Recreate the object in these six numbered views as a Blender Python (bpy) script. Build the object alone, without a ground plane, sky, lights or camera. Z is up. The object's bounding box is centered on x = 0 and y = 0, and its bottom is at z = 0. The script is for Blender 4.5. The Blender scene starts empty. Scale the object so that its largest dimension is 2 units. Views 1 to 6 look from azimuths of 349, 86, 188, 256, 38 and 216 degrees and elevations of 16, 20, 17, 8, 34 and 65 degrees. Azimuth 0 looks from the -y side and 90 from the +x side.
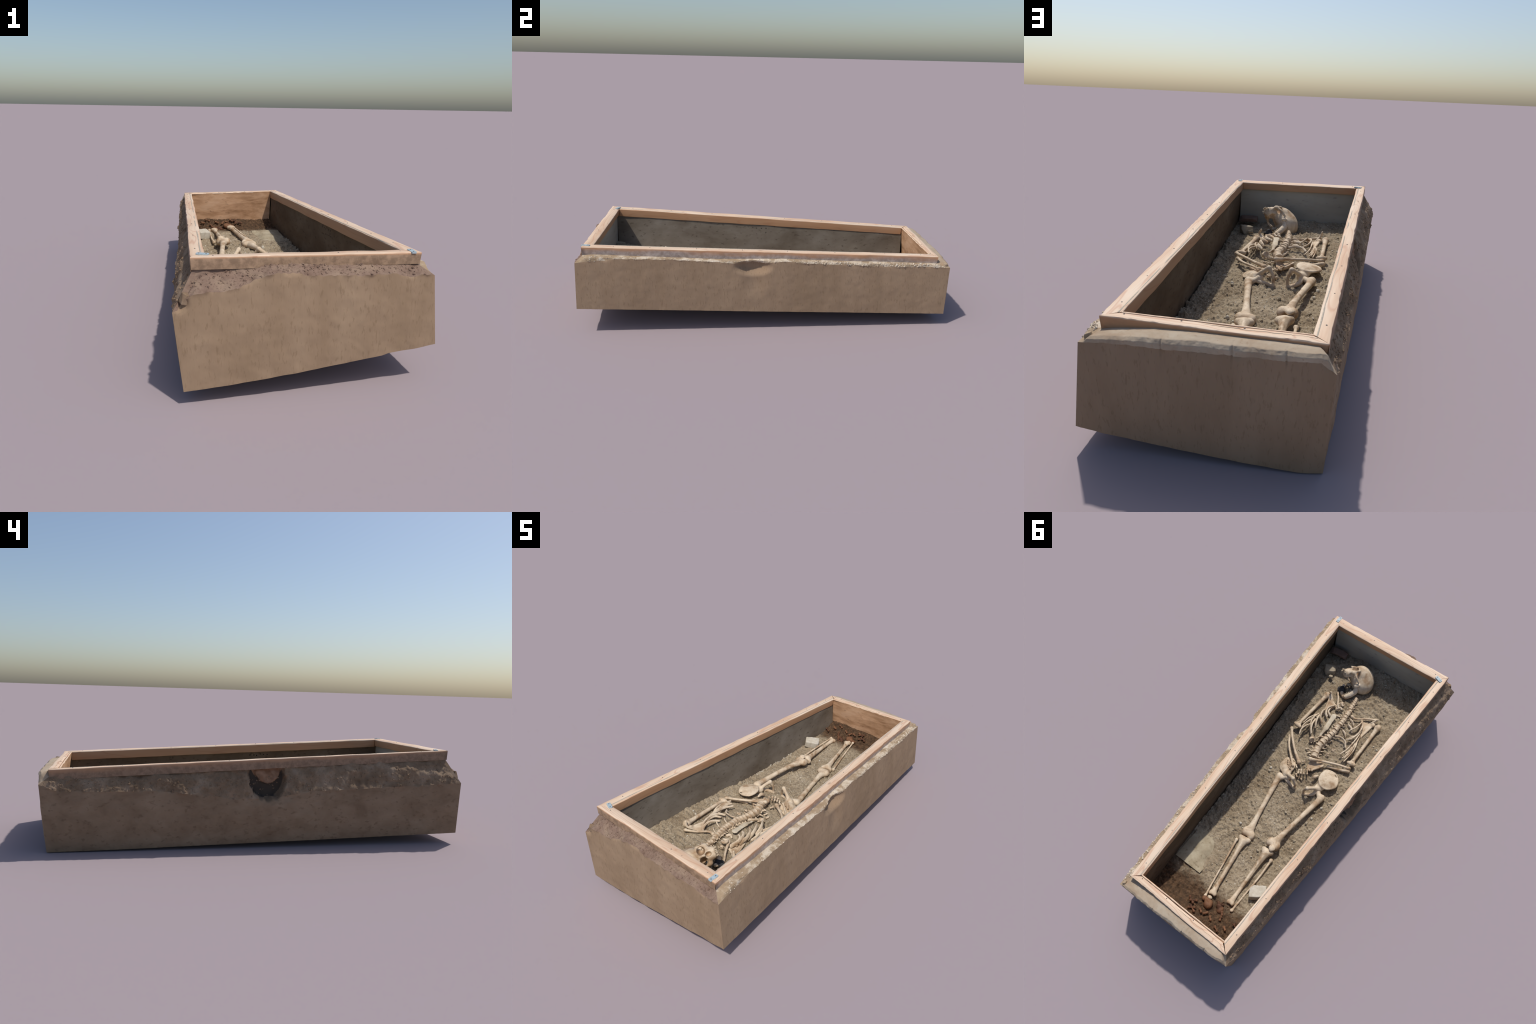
import bpy, math
import numpy as np
from mathutils import Matrix, Vector

# =====================================================================
#  Open grave box: a timber-rimmed earth block with a human skeleton
#  lying on the soil inside.  Head end at -y, feet at +y.
# =====================================================================
RNG = np.random.default_rng(7)
A = lambda *v: np.array(v, float)

# ---------------------------------------------------------------- noise
_perm = np.random.default_rng(3).permutation(256)
_perm = np.concatenate([_perm, _perm, _perm])
_grad = np.random.default_rng(5).normal(size=(256, 3))
_grad /= np.linalg.norm(_grad, axis=1)[:, None]


def perlin(P):
    P = np.asarray(P, float)
    I = np.floor(P).astype(int)
    f = P - I
    I &= 255
    w = f * f * f * (f * (f * 6 - 15) + 10)
    out = np.zeros(len(P))
    for dx in (0, 1):
        for dy in (0, 1):
            for dz in (0, 1):
                h = _perm[_perm[_perm[(I[:, 0] + dx) & 255] + ((I[:, 1] + dy) & 255)] + ((I[:, 2] + dz) & 255)]
                g = _grad[h]
                d = g[:, 0] * (f[:, 0] - dx) + g[:, 1] * (f[:, 1] - dy) + g[:, 2] * (f[:, 2] - dz)
                out += d * np.where(dx, w[:, 0], 1 - w[:, 0]) * np.where(dy, w[:, 1], 1 - w[:, 1]) * np.where(dz, w[:, 2], 1 - w[:, 2])
    return out * 1.6


def fbm(P, scale, octaves=4, gain=0.5, seed=0.0):
    P = np.asarray(P, float) * scale + seed * 17.31
    s, a = 0.0, 1.0
    for _ in range(octaves):
        s = s + a * perlin(P)
        P = P * 2.03 + 5.7
        a *= gain
    return s


def sstep(a, b, x):
    t = np.clip((x - a) / (b - a), 0, 1)
    return t * t * (3 - 2 * t)


# ------------------------------------------------------------- objects
def new_object(name, verts, faces, mat, parent, smooth=True, matrix=None):
    me = bpy.data.meshes.new(name)
    me.from_pydata([tuple(v) for v in np.asarray(verts, float)], [], [tuple(int(i) for i in f) for f in faces])
    me.validate()
    if mat:
        me.materials.append(mat)
    if smooth:
        me.polygons.foreach_set("use_smooth", [True] * len(me.polygons))
    ob = bpy.data.objects.new(name, me)
    bpy.context.scene.collection.objects.link(ob)
    if parent is not None:
        ob.parent = parent
        ob.matrix_parent_inverse = parent.matrix_world.inverted()
    if matrix is not None:
        ob.matrix_basis = matrix
    return ob


def smooth_by_angle(ob, deg=35):
    me = ob.data
    me.polygons.foreach_set("use_smooth", [True] * len(me.polygons))
    me.set_sharp_from_angle(angle=math.radians(deg))


def grid_mesh(G):
    """G: (n, m, 3) -> verts, faces"""
    n, m = G.shape[:2]
    idx = np.arange(n * m).reshape(n, m)
    F = np.stack([idx[:-1, :-1], idx[1:, :-1], idx[1:, 1:], idx[:-1, 1:]], -1).reshape(-1, 4)
    return G.reshape(-1, 3), F


def empty(name, loc, label, category):
    e = bpy.data.objects.new(name, None)
    bpy.context.scene.collection.objects.link(e)
    e.location = loc
    e["label"] = label
    e["category"] = category
    bpy.context.view_layer.update()
    return e


# -------------------------------------------------- signed distance kit
def surface_nets(f, lo, hi, res):
    lo, hi = np.asarray(lo, float), np.asarray(hi, float)
    n = np.ceil((hi - lo) / res).astype(int) + 1
    ax = [lo[i] + res * np.arange(n[i]) for i in range(3)]
    X, Y, Z = np.meshgrid(*ax, indexing="ij")
    D = f(np.stack([X.ravel(), Y.ravel(), Z.ravel()], 1)).reshape(n)
    ins = D < 0
    c = n - 1
    corner = {}
    cnt = np.zeros(c, int)
    for dx in (0, 1):
        for dy in (0, 1):
            for dz in (0, 1):
                s = (slice(dx, dx + c[0]), slice(dy, dy + c[1]), slice(dz, dz + c[2]))
                corner[dx, dy, dz] = (D[s], ins[s])
                cnt += ins[s]
    act = (cnt > 0) & (cnt < 8)
    ids = -np.ones(c, int)
    ids[act] = np.arange(act.sum())
    cell = np.argwhere(act)
    acc = np.zeros((len(cell), 3))
    num = np.zeros(len(cell))
    keys = list(corner)
    for i, a in enumerate(keys):
        for b in keys[i + 1:]:
            if sum(abs(a[k] - b[k]) for k in range(3)) != 1:
                continue
            da, db = corner[a][0][act], corner[b][0][act]
            cross = corner[a][1][act] != corner[b][1][act]
            t = np.where(cross, da / np.where(cross, da - db, 1), 0)
            p = np.array(a)[None] + t[:, None] * (np.array(b) - np.array(a))[None]
            acc += np.where(cross[:, None], p, 0)
            num += cross
    V = lo + res * (cell + acc / num[:, None])
    faces = []
    for axis in range(3):
        o1, o2 = (axis + 1) % 3, (axis + 2) % 3
        s0 = [slice(None)] * 3
        s1 = [slice(None)] * 3
        s0[axis] = slice(0, n[axis] - 1)
        s1[axis] = slice(1, n[axis])
        a, b = ins[tuple(s0)], ins[tuple(s1)]
        e = np.argwhere(a != b)
        e = e[(e[:, o1] > 0) & (e[:, o2] > 0) & (e[:, o1] < n[o1] - 1) & (e[:, o2] < n[o2] - 1)]
        if not len(e):
            continue
        u1 = np.zeros(3, int); u1[o1] = 1
        u2 = np.zeros(3, int); u2[o2] = 1
        q = [ids[tuple((e - d).T)] for d in (u1 * 0, u1, u1 + u2, u2)]
        q = np.stack(q, 1)
        flip = ~a[tuple(e.T)]
        q[flip] = q[flip][:, ::-1]
        q = q[(q >= 0).all(1)]
        faces.append(q[:, ::-1])
    return V, np.concatenate(faces)[:, ::-1]


def smin(a, b, k):
    h = np.clip(0.5 + 0.5 * (b - a) / k, 0, 1)
    return b * (1 - h) + a * h - k * h * (1 - h)


def smax(a, b, k):
    return -smin(-a, -b, k)


def seg(P, a, b, ra, rb, flat=None):
    a, b = np.asarray(a, float), np.asarray(b, float)
    d = b - a
    t = np.clip(((P - a) @ d) / (d @ d + 1e-12), 0, 1)
    q = P - a - t[:, None] * d
    if flat is not None:                       # flat = (axis, factor): squash along the axis
        ax, k = flat
        q = q + np.outer(q @ ax, ax) * (k - 1)
    return np.linalg.norm(q, axis=1) - (ra + (rb - ra) * t)


def tube(P, pts, radii, k=0.006, flat=None):
    m = max(2, 6 * (len(pts) - 1) + 1) if len(pts) < 9 else len(pts)
    q = spline(np.column_stack([np.asarray(pts, float), radii]), m) if len(pts) > 2 else np.column_stack([np.asarray(pts, float), radii])
    d = None
    for i in range(len(q) - 1):
        s = seg(P, q[i, :3], q[i + 1, :3], q[i, 3], q[i + 1, 3], flat)
        d = s if d is None else np.minimum(d, s)
    return d


def ball(P, c, r):
    return np.linalg.norm(P - np.asarray(c, float), axis=1) - r


def ellipsoid(P, c, r, M=None):
    q = P - np.asarray(c, float)
    if M is not None:
        q = q @ np.asarray(M).T
    r = np.asarray(r, float)
    k0 = np.linalg.norm(q / r, axis=1)
    k1 = np.linalg.norm(q / (r * r), axis=1)
    return k0 * (k0 - 1) / np.maximum(k1, 1e-9)


def frame(fwd, side):
    """rows: unit fwd, unit side orthogonal to it, third axis"""
    f = np.asarray(fwd, float); f = f / np.linalg.norm(f)
    s = np.asarray(side, float); s = s - f * (s @ f); s /= np.linalg.norm(s)
    return np.stack([f, s, np.cross(f, s)])


def spline(pts, n):
    """Catmull-Rom through pts (any width), n samples"""
    pts = np.asarray(pts, float)
    p = np.vstack([2 * pts[0] - pts[1], pts, 2 * pts[-1] - pts[-2]])
    t = np.linspace(0, len(pts) - 1 - 1e-9, n)
    i = t.astype(int); u = (t - i)[:, None]
    a, b, c, d = p[i], p[i + 1], p[i + 2], p[i + 3]
    return 0.5 * (2 * b + (c - a) * u + (2 * a - 5 * b + 4 * c - d) * u ** 2 + (3 * b - a - 3 * c + d) * u ** 3)


# ============================================================ materials
def nodes_of(name):
    m = bpy.data.materials.new(name)
    m.use_nodes = True
    nt = m.node_tree
    return m, nt, nt.nodes["Principled BSDF"]


class NB:
    """tiny node builder"""
    def __init__(self, nt):
        self.nt = nt
        self.tc = nt.nodes.new("ShaderNodeTexCoord")

    def n(self, t, **kw):
        x = self.nt.nodes.new(t)
        for k, v in kw.items():
            setattr(x, k, v)
        return x

    def link(self, a, b):
        self.nt.links.new(a, b)

    def coords(self, scale=(1, 1, 1), rot=(0, 0, 0), loc=(0, 0, 0), src=None):
        mp = self.n("ShaderNodeMapping")
        mp.inputs["Scale"].default_value = scale
        mp.inputs["Rotation"].default_value = rot
        mp.inputs["Location"].default_value = loc
        self.link(src or self.tc.outputs["Object"], mp.inputs["Vector"])
        return mp.outputs["Vector"]

    def noise(self, vec, scale, detail=4, rough=0.55, dist=0.0):
        x = self.n("ShaderNodeTexNoise")
        x.inputs["Scale"].default_value = scale
        x.inputs["Detail"].default_value = detail
        x.inputs["Roughness"].default_value = rough
        x.inputs["Distortion"].default_value = dist
        self.link(vec, x.inputs["Vector"])
        return x.outputs["Fac"]

    def voronoi(self, vec, scale, out="Distance", feature="F1"):
        x = self.n("ShaderNodeTexVoronoi", feature=feature)
        x.inputs["Scale"].default_value = scale
        self.link(vec, x.inputs["Vector"])
        return x.outputs[out]

    def ramp(self, fac, stops, interp="LINEAR"):
        x = self.n("ShaderNodeValToRGB")
        x.color_ramp.interpolation = interp
        e = x.color_ramp.elements
        while len(e) < len(stops):
            e.new(0.5)
        for el, (p, c) in zip(e, stops):
            el.position = p
            el.color = (*c, 1) if len(c) == 3 else c
        self.link(fac, x.inputs["Fac"])
        return x.outputs["Color"]

    def val(self, fac, a, b, lo=0.0, hi=1.0):
        x = self.n("ShaderNodeMapRange", interpolation_type="SMOOTHSTEP")
        x.inputs["From Min"].default_value = a
        x.inputs["From Max"].default_value = b
        x.inputs["To Min"].default_value = lo
        x.inputs["To Max"].default_value = hi
        self.link(fac, x.inputs["Value"])
        return x.outputs["Result"]

    def math(self, op, a, b=None):
        x = self.n("ShaderNodeMath", operation=op)
        for i, v in enumerate((a, b)):
            if v is None:
                continue
            if isinstance(v, (int, float)):
                x.inputs[i].default_value = v
            else:
                self.link(v, x.inputs[i])
        return x.outputs[0]

    def mix(self, fac, a, b, mode="MIX"):
        x = self.n("ShaderNodeMix", data_type="RGBA", blend_type=mode)
        for sock, v in ((x.inputs[0], fac), (x.inputs[6], a), (x.inputs[7], b)):
            if isinstance(v, (int, float)):
                sock.default_value = v
            elif isinstance(v, tuple):
                sock.default_value = (*v, 1)
            else:
                self.link(v, sock)
        return x.outputs[2]

    def sep(self, vec=None):
        x = self.n("ShaderNodeSeparateXYZ")
        self.link(vec or self.tc.outputs["Object"], x.inputs[0])
        return x.outputs

    def bump(self, bsdf, height, strength=0.3, dist=0.002):
        x = self.n("ShaderNodeBump")
        x.inputs["Strength"].default_value = strength
        x.inputs["Distance"].default_value = dist
        self.link(height, x.inputs["Height"])
        self.link(x.outputs["Normal"], bsdf.inputs["Normal"])


def finish(nb, bsdf, col, rough=0.85, spec=0.25):
    nb.link(col, bsdf.inputs["Base Color"])
    bsdf.inputs["Roughness"].default_value = rough
    bsdf.inputs["Specular IOR Level"].default_value = spec


def mat_bone(name, pale, mid, dark):
    m, nt, b = nodes_of(name)
    nb = NB(nt)
    v = nb.coords()
    big = nb.noise(v, 14, 4, 0.6, 0.6)
    fine = nb.noise(v, 110, 4, 0.6)
    col = nb.ramp(big, [(0.35, dark), (0.50, mid), (0.63, pale)])
    col = nb.mix(nb.val(fine, 0.55, 0.72, 0, 0.5), col, dark)
    pits = nb.voronoi(v, 260)
    col = nb.mix(nb.val(pits, 0.0, 0.22, 0.35, 0), col, tuple(c * 0.45 for c in dark))
    finish(nb, b, col, 0.72, 0.3)
    nb.bump(b, fine, 0.35, 0.0012)
    return m


def mat_soil(name):
    m, nt, b = nodes_of(name)
    nb = NB(nt)
    v = nb.coords()
    big = nb.noise(v, 7, 5, 0.6)
    mid = nb.noise(v, 55, 5, 0.65)
    fine = nb.noise(v, 260, 3, 0.6)
    base = nb.ramp(big, [(0.33, (0.235, 0.178, 0.116)), (0.5, (0.310, 0.246, 0.167)), (0.68, (0.385, 0.315, 0.224))])
    base = nb.mix(nb.val(mid, 0.48, 0.68, 0, 0.8), base, (0.140, 0.104, 0.068))
    grit = nb.n("ShaderNodeTexVoronoi")
    grit.inputs["Scale"].default_value = 150
    nb.link(v, grit.inputs["Vector"])
    gm = nb.math("MULTIPLY", nb.val(grit.outputs["Distance"], 0.28, 0.42, 1, 0), nb.val(nb.sep(grit.outputs["Color"])[0], 0.70, 0.80))
    base = nb.mix(nb.math("MULTIPLY", gm, 0.75), base, (0.46, 0.41, 0.32))
    base = nb.mix(nb.val(fine, 0.55, 0.75, 0, 0.5), base, (0.14, 0.11, 0.075))
    # damp dark brown earth at the foot end
    s = nb.sep()
    edge = nb.math("ADD", s[1], nb.math("MULTIPLY", nb.math("SUBTRACT", nb.noise(v, 16, 4), 0.5), 0.16))
    edge = nb.math("ADD", edge, nb.math("MULTIPLY", s[0], 0.10))
    foot = nb.val(edge, 0.675, 0.79)
    brown = nb.ramp(mid, [(0.3, (0.024, 0.014, 0.009)), (0.5, (0.068, 0.038, 0.021)), (0.72, (0.155, 0.090, 0.050))])
    col = nb.mix(nb.math("MULTIPLY", foot, 0.95), base, brown)
    finish(nb, b, col, 0.95, 0.12)
    h = nb.math("ADD", nb.math("MULTIPLY", mid, 0.7), nb.math("MULTIPLY", fine, 0.45))
    nb.bump(b, h, 0.7, 0.004)
    return m


def mat_wood(name, dirt=0.0, dirt_col=(0.40, 0.36, 0.34), level=(0.62, 0.95)):
    """pale planed pine; X of the object runs along the plank, Z up (0 = top face)"""
    m, nt, b = nodes_of(name)
    nb = NB(nt)
    oi = nb.n("ShaderNodeObjectInfo")
    off = nb.n("ShaderNodeVectorMath", operation="SCALE")
    off.inputs[0].default_value = (7.3, 3.1, 5.7)
    nb.link(oi.outputs["Random"], off.inputs["Scale"])
    add = nb.n("ShaderNodeVectorMath", operation="ADD")
    nb.link(nb.tc.outputs["Object"], add.inputs[0])
    nb.link(off.outputs[0], add.inputs[1])
    src = add.outputs[0]
    ring = nb.noise(nb.coords((1.7, 16, 16), src=src), 1.0, 1.5, 0.4, 0.5)
    lines = nb.math("PINGPONG", nb.math("MULTIPLY", ring, 9.0), 0.5)
    grain = nb.noise(nb.coords((5, 190, 190), src=src), 1.0, 3, 0.6)
    tone = nb.noise(nb.coords((3.0, 22, 22), src=src), 1.0, 3, 0.5)
    col = nb.ramp(tone, [(0.30, (0.635, 0.420, 0.275)), (0.5, (0.715, 0.530, 0.375)), (0.70, (0.750, 0.590, 0.445))])
    col = nb.mix(nb.val(lines, 0.0, 0.14, 0.60, 0), col, (0.56, 0.310, 0.195))
    col = nb.mix(nb.val(grain, 0.52, 0.75, 0, 0.35), col, (0.50, 0.31, 0.19))
    # knots
    kn = nb.n("ShaderNodeTexVoronoi")
    kn.inputs["Scale"].default_value = 1.0
    nb.link(nb.coords((6.0, 13, 13), src=src), kn.inputs["Vector"])
    km = nb.math("MULTIPLY", nb.val(kn.outputs["Distance"], 0.03, 0.15, 1, 0), nb.val(nb.sep(kn.outputs["Color"])[0], 0.45, 0.5))
    col = nb.mix(nb.math("MULTIPLY", km, 0.85), col, (0.20, 0.085, 0.045))
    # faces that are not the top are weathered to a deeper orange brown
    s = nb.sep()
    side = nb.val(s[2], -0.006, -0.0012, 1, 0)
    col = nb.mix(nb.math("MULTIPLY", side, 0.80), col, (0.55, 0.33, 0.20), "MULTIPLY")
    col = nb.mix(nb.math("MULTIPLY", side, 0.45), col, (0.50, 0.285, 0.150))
    if dirt:
        smear = nb.math("ADD", nb.math("MULTIPLY", s[2], -16.0), nb.noise(nb.coords((5, 24, 24), src=src), 1.0, 4))
        lowm = nb.math("MULTIPLY", nb.math("MULTIPLY", nb.val(smear, *level), nb.val(s[2], -0.010, -0.003, 1, 0)), nb.val(s[1], 0.030, 0.036))
        dn = nb.noise(nb.coords((1, 1, 1)), 45, 5, 0.6)
        dc = nb.mix(nb.val(dn, 0.35, 0.65), tuple(c * 0.6 for c in dirt_col), dirt_col)
        col = nb.mix(nb.math("MULTIPLY", lowm, dirt), col, dc)
    finish(nb, b, col, 0.6, 0.35)
    nb.bump(b, grain, 0.25, 0.0008)
    return m


def mat_mottled(name, stops, scale=9, speck=None, rough=0.9, stretch=(1, 1, 1), bump=0.4, fine_scale=120, speck_at=0.60, speck_mix=0.75):
    m, nt, b = nodes_of(name)
    nb = NB(nt)
    v = nb.coords(stretch)
    big = nb.noise(v, scale, 6, 0.62, 0.3)
    fine = nb.noise(v, fine_scale, 4, 0.6)
    col = nb.ramp(big, stops)
    if speck:
        col = nb.mix(nb.val(fine, speck_at, speck_at + 0.14, 0, speck_mix), col, speck)
    finish(nb, b, col, rough, 0.15)
    h = nb.math("ADD", nb.math("MULTIPLY", big, 0.5), nb.math("MULTIPLY", fine, 0.4))
    nb.bump(b, h, bump, 0.003)
    return m


BONE = mat_bone("bone_ivory", (0.69, 0.572, 0.425), (0.585, 0.462, 0.325), (0.365, 0.240, 0.140))
BONE_PALE = mat_bone("bone_chalky", (0.60, 0.52, 0.39), (0.54, 0.45, 0.32), (0.42, 0.32, 0.21))
BONE_RED = mat_bone("bone_earth_stained", (0.205, 0.098, 0.048), (0.130, 0.058, 0.029), (0.062, 0.028, 0.016))
SOIL = mat_soil("grave_soil")
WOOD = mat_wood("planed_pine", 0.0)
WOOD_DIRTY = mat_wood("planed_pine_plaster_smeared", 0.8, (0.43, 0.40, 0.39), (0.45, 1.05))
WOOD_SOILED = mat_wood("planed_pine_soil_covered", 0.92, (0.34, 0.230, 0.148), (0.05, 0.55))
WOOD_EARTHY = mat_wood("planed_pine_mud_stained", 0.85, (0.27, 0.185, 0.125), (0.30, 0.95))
WALL_TAN = mat_mottled("dry_earth_render", [(0.3, (0.262, 0.180, 0.114)), (0.5, (0.298, 0.207, 0.135)), (0.7, (0.325, 0.230, 0.152))],
                       7, (0.185, 0.122, 0.072), 0.95, (1, 1, 0.30), 0.35, 120, 0.54, 0.40)
BANK_BROWN = mat_mottled("crumbled_brown_soil", [(0.3, (0.170, 0.112, 0.070)), (0.5, (0.240, 0.166, 0.108)), (0.7, (0.325, 0.240, 0.168))],
                         11, (0.095, 0.064, 0.044), 0.95, (1, 1, 1), 0.6, 110, 0.57, 0.55)
BANK_PURPLE = mat_mottled("purple_brown_soil", [(0.3, (0.155, 0.098, 0.070)), (0.5, (0.215, 0.146, 0.110)), (0.7, (0.29, 0.210, 0.150))],
                          13, (0.11, 0.070, 0.050), 0.95, (1, 1, 2.0), 0.7, 130, 0.56, 0.6)
MORTAR = mat_mottled("grey_mortar", [(0.3, (0.30, 0.205, 0.130)), (0.5, (0.405, 0.315, 0.225)), (0.7, (0.48, 0.405, 0.310))],
                     8, (0.33, 0.24, 0.16), 0.95, (1, 1, 1), 0.4, 60, 0.58)
RUBBLE = mat_mottled("pale_plaster_rubble", [(0.3, (0.29, 0.205, 0.125)), (0.47, (0.36, 0.27, 0.18)), (0.56, (0.56, 0.47, 0.36)), (0.72, (0.66, 0.59, 0.49))],
                     16, (0.26, 0.185, 0.12), 0.95, (1, 1, 1), 0.6, 200, 0.56)
RUBBLE_PALE = mat_mottled("pale_plaster_crumbs", [(0.3, (0.40, 0.30, 0.21)), (0.5, (0.56, 0.47, 0.36)), (0.7, (0.66, 0.60, 0.51))], 60, None, 0.95)
SLAB_GREY = mat_mottled("grey_fibre_board", [(0.3, (0.110, 0.083, 0.058)), (0.5, (0.185, 0.153, 0.118)), (0.7, (0.265, 0.230, 0.188))],
                        5, (0.085, 0.065, 0.047), 0.85, (1, 0.5, 1), 0.2, 70, 0.58)
SLAB_BROWN = mat_mottled("brown_fibre_board", [(0.3, (0.095, 0.062, 0.036)), (0.5, (0.138, 0.096, 0.060)), (0.7, (0.185, 0.138, 0.092))],
                         6, (0.07, 0.048, 0.031), 0.85, (1, 0.5, 1), 0.2, 70, 0.56)
SLAB_HEAD = mat_mottled("grey_concrete_board", [(0.3, (0.32, 0.29, 0.235)), (0.5, (0.38, 0.345, 0.285)), (0.7, (0.44, 0.405, 0.34))],
                        5, (0.25, 0.23, 0.20), 0.85, (0.4, 1, 1), 0.2, 70, 0.6)
PLY = mat_mottled("weathered_plywood", [(0.30, (0.21, 0.110, 0.055)), (0.43, (0.42, 0.235, 0.125)), (0.56, (0.60, 0.360, 0.210)), (0.75, (0.70, 0.46, 0.295))],
                  4.5, (0.22, 0.12, 0.065), 0.8, (1, 1, 3.2), 0.35, 30, 0.60)
STONE_PALE = mat_mottled("limestone_pale", [(0.3, (0.44, 0.38, 0.29)), (0.5, (0.54, 0.49, 0.40)), (0.7, (0.60, 0.56, 0.48))], 30, (0.36, 0.29, 0.2), 0.9)
STONE_GREY = mat_mottled("stone_grey_brown", [(0.3, (0.30, 0.245, 0.175)), (0.5, (0.38, 0.32, 0.235)), (0.7, (0.46, 0.395, 0.30))], 30, (0.22, 0.175, 0.12), 0.9, speck_mix=0.5)
BLACK_LUMP = mat_mottled("black_lump", [(0.3, (0.030, 0.030, 0.032)), (0.6, (0.06, 0.058, 0.058))], 30, None, 0.7)
STONE_SLAB = mat_mottled("stone_slab_dusty", [(0.3, (0.27, 0.215, 0.140)), (0.5, (0.36, 0.30, 0.205)), (0.7, (0.45, 0.39, 0.285))], 13, (0.22, 0.17, 0.105), 0.9, (1, 1, 1), 0.4, 60, 0.55)
STONE_RED = mat_mottled("tile_red_brown", [(0.3, (0.16, 0.10, 0.075)), (0.7, (0.23, 0.155, 0.12))], 20, None, 0.9)


DARK_EARTH = mat_mottled("dark_brown_crumbs", [(0.3, (0.05, 0.028, 0.016)), (0.6, (0.13, 0.066, 0.034)), (0.75, (0.22, 0.115, 0.06))], 60, None, 0.95)


def mat_plain(name, col, rough, metallic=0.0):
    m, nt, b = nodes_of(name)
    nb = NB(nt)
    n = nb.noise(nb.coords(), 120, 3)
    c = nb.mix(nb.val(n, 0.35, 0.65), tuple(x * 0.8 for x in col), col)
    finish(nb, b, c, rough, 0.4)
    b.inputs["Metallic"].default_value = metallic
    return m


STEEL = mat_plain("galvanised_steel", (0.40, 0.485, 0.52), 0.55, 0.0)
SCREW = mat_plain("dull_screw", (0.16, 0.14, 0.13), 0.5, 0.5)
SEAL = mat_plain("grey_sealant", (0.50, 0.43, 0.34), 0.8)

# ================================================================ things
BOX = empty("wooden_grave_box", (0, 0, 0), "timber rimmed earth block with boarded open grave inside", "grave box")
SKEL = empty("human_skeleton", (0, 0, 0.15), "old tan human skeleton lying on its back in soil", "skeleton")

# rim corners (outer, inner), top of the rails
RO = {"H-": A(-.377, -.937, .467), "H+": A(.375, -.938, .456), "F-": A(-.288, .944, .367), "F+": A(.312, .937, .378)}
RI = {"H-": A(-.328, -.886, .459), "H+": A(.325, -.886, .452), "F-": A(-.244, .900, .368), "F+": A(.265, .898, .377)}

# ---------------------------------------------------------------- rails
def rail(a, b, height, mat, seed, sag=0.0015, inset=0.0):
    """mitred rail between rim corners a and b, built in its own frame"""
    o0, o1, i0, i1 = RO[a], RO[b], RI[a] + A(0, inset, 0), RI[b] + A(0, inset, 0)
    X = (o1 - o0) / np.linalg.norm(o1 - o0)
    outw = (o0 + o1 - i0 - i1); outw = outw - X * (outw @ X); outw /= np.linalg.norm(outw)
    Zv = np.cross(X, outw)
    if Zv[2] < 0:
        Zv = -Zv
    M = np.stack([X, outw, Zv], 1)
    org = (i0 + i1) / 2
    to = lambda p: (p - org) @ M
    n = 90
    # section: (fraction from inner to outer, drop): bevelled rectangle, outer face leaning in a little
    bv = 0.004
    sec = [(0.0, -height), (0.0, -bv), (0.012, -bv * .35), (0.06, 0.0), (0.30, .0004), (0.62, .0004), (0.92, 0.0), (0.985, -bv * .3), (1.0, -bv), (0.97, -height * .45), (0.93, -height)]
    G = np.zeros((n, len(sec) + 1, 3))
    for k, t in enumerate(np.linspace(0, 1, n)):
        pi, po = to(i0 + (i1 - i0) * t), to(o0 + (o1 - o0) * t)
        for j, (f, d) in enumerate(sec):
            G[k, j] = pi + (po - pi) * f + A(0, 0, d)
        G[k, len(sec)] = G[k, 0]
    w = fbm(G.reshape(-1, 3) * A(1, 1, 1), 5, 3, seed=seed).reshape(n, -1)
    G[..., 1] += w * sag * 1.4
    G[..., 2] += fbm(G.reshape(-1, 3), 7, 2, seed=seed + 3).reshape(n, -1) * sag
    wear = np.maximum(0, fbm(G.reshape(-1, 3), 22, 3, .55, seed=seed + 7).reshape(n, -1)) * .004
    for j in (7, 8, 9, 10):
        G[:, j, 1] -= wear[:, j]
    G[:, 8, 2] -= wear[:, 8] * .7
    G[:, -1] = G[:, 0]
    V, F = grid_mesh(G)
    F = [tuple(f) for f in F]
    m = len(sec) + 1
    F.append(tuple(range(m - 1))[::-1])
    F.append(tuple((n - 1) * m + j for j in range(m - 1)))
    mat4 = Matrix([[*M[0], org[0]], [*M[1], org[1]], [*M[2], org[2]], [0, 0, 0, 1]])
    ob = new_object("rail", V, F, mat, BOX, matrix=mat4)
    smooth_by_angle(ob, 40)
    return ob


rail("H-", "F-", .046, WOOD_EARTHY, 1)
rail("F+", "H+", .044, WOOD_DIRTY, 2)
rail("H+", "H-", .040, WOOD_SOILED, 3)
rail("F-", "F+", .042, WOOD_EARTHY, 4, inset=.0085)


def flat_strip(p0, p1, width_dir, w, thick, name, mat, parent, n=60, seed=0):
    p0, p1 = np.asarray(p0), np.asarray(p1)
    wd = np.asarray(width_dir, float); wd /= np.linalg.norm(wd)
    G = np.zeros((n, 5, 3))
    for k, t in enumerate(np.linspace(0, 1, n)):
        c = p0 + (p1 - p0) * t
        ww = w * (0.75 + 0.5 * abs(perlin(np.array([[t * 25 + seed, .3, .7]]))[0]) + .1)
        off = wd * .0015 * perlin(np.array([[t * 12 + seed, 1.3, .2]]))[0]
        for j, (a, h) in enumerate(((-.5, -.004), (-.5, thick * .6), (0, thick), (.5, thick * .6), (.5, -.004))):
            G[k, j] = c + off + wd * ww * a + A(0, 0, h)
    return new_object(name, *grid_mesh(G), mat, parent)


def rim_pt(corner, f):
    return RI[corner] + (RO[corner] - RI[corner]) * f


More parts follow.
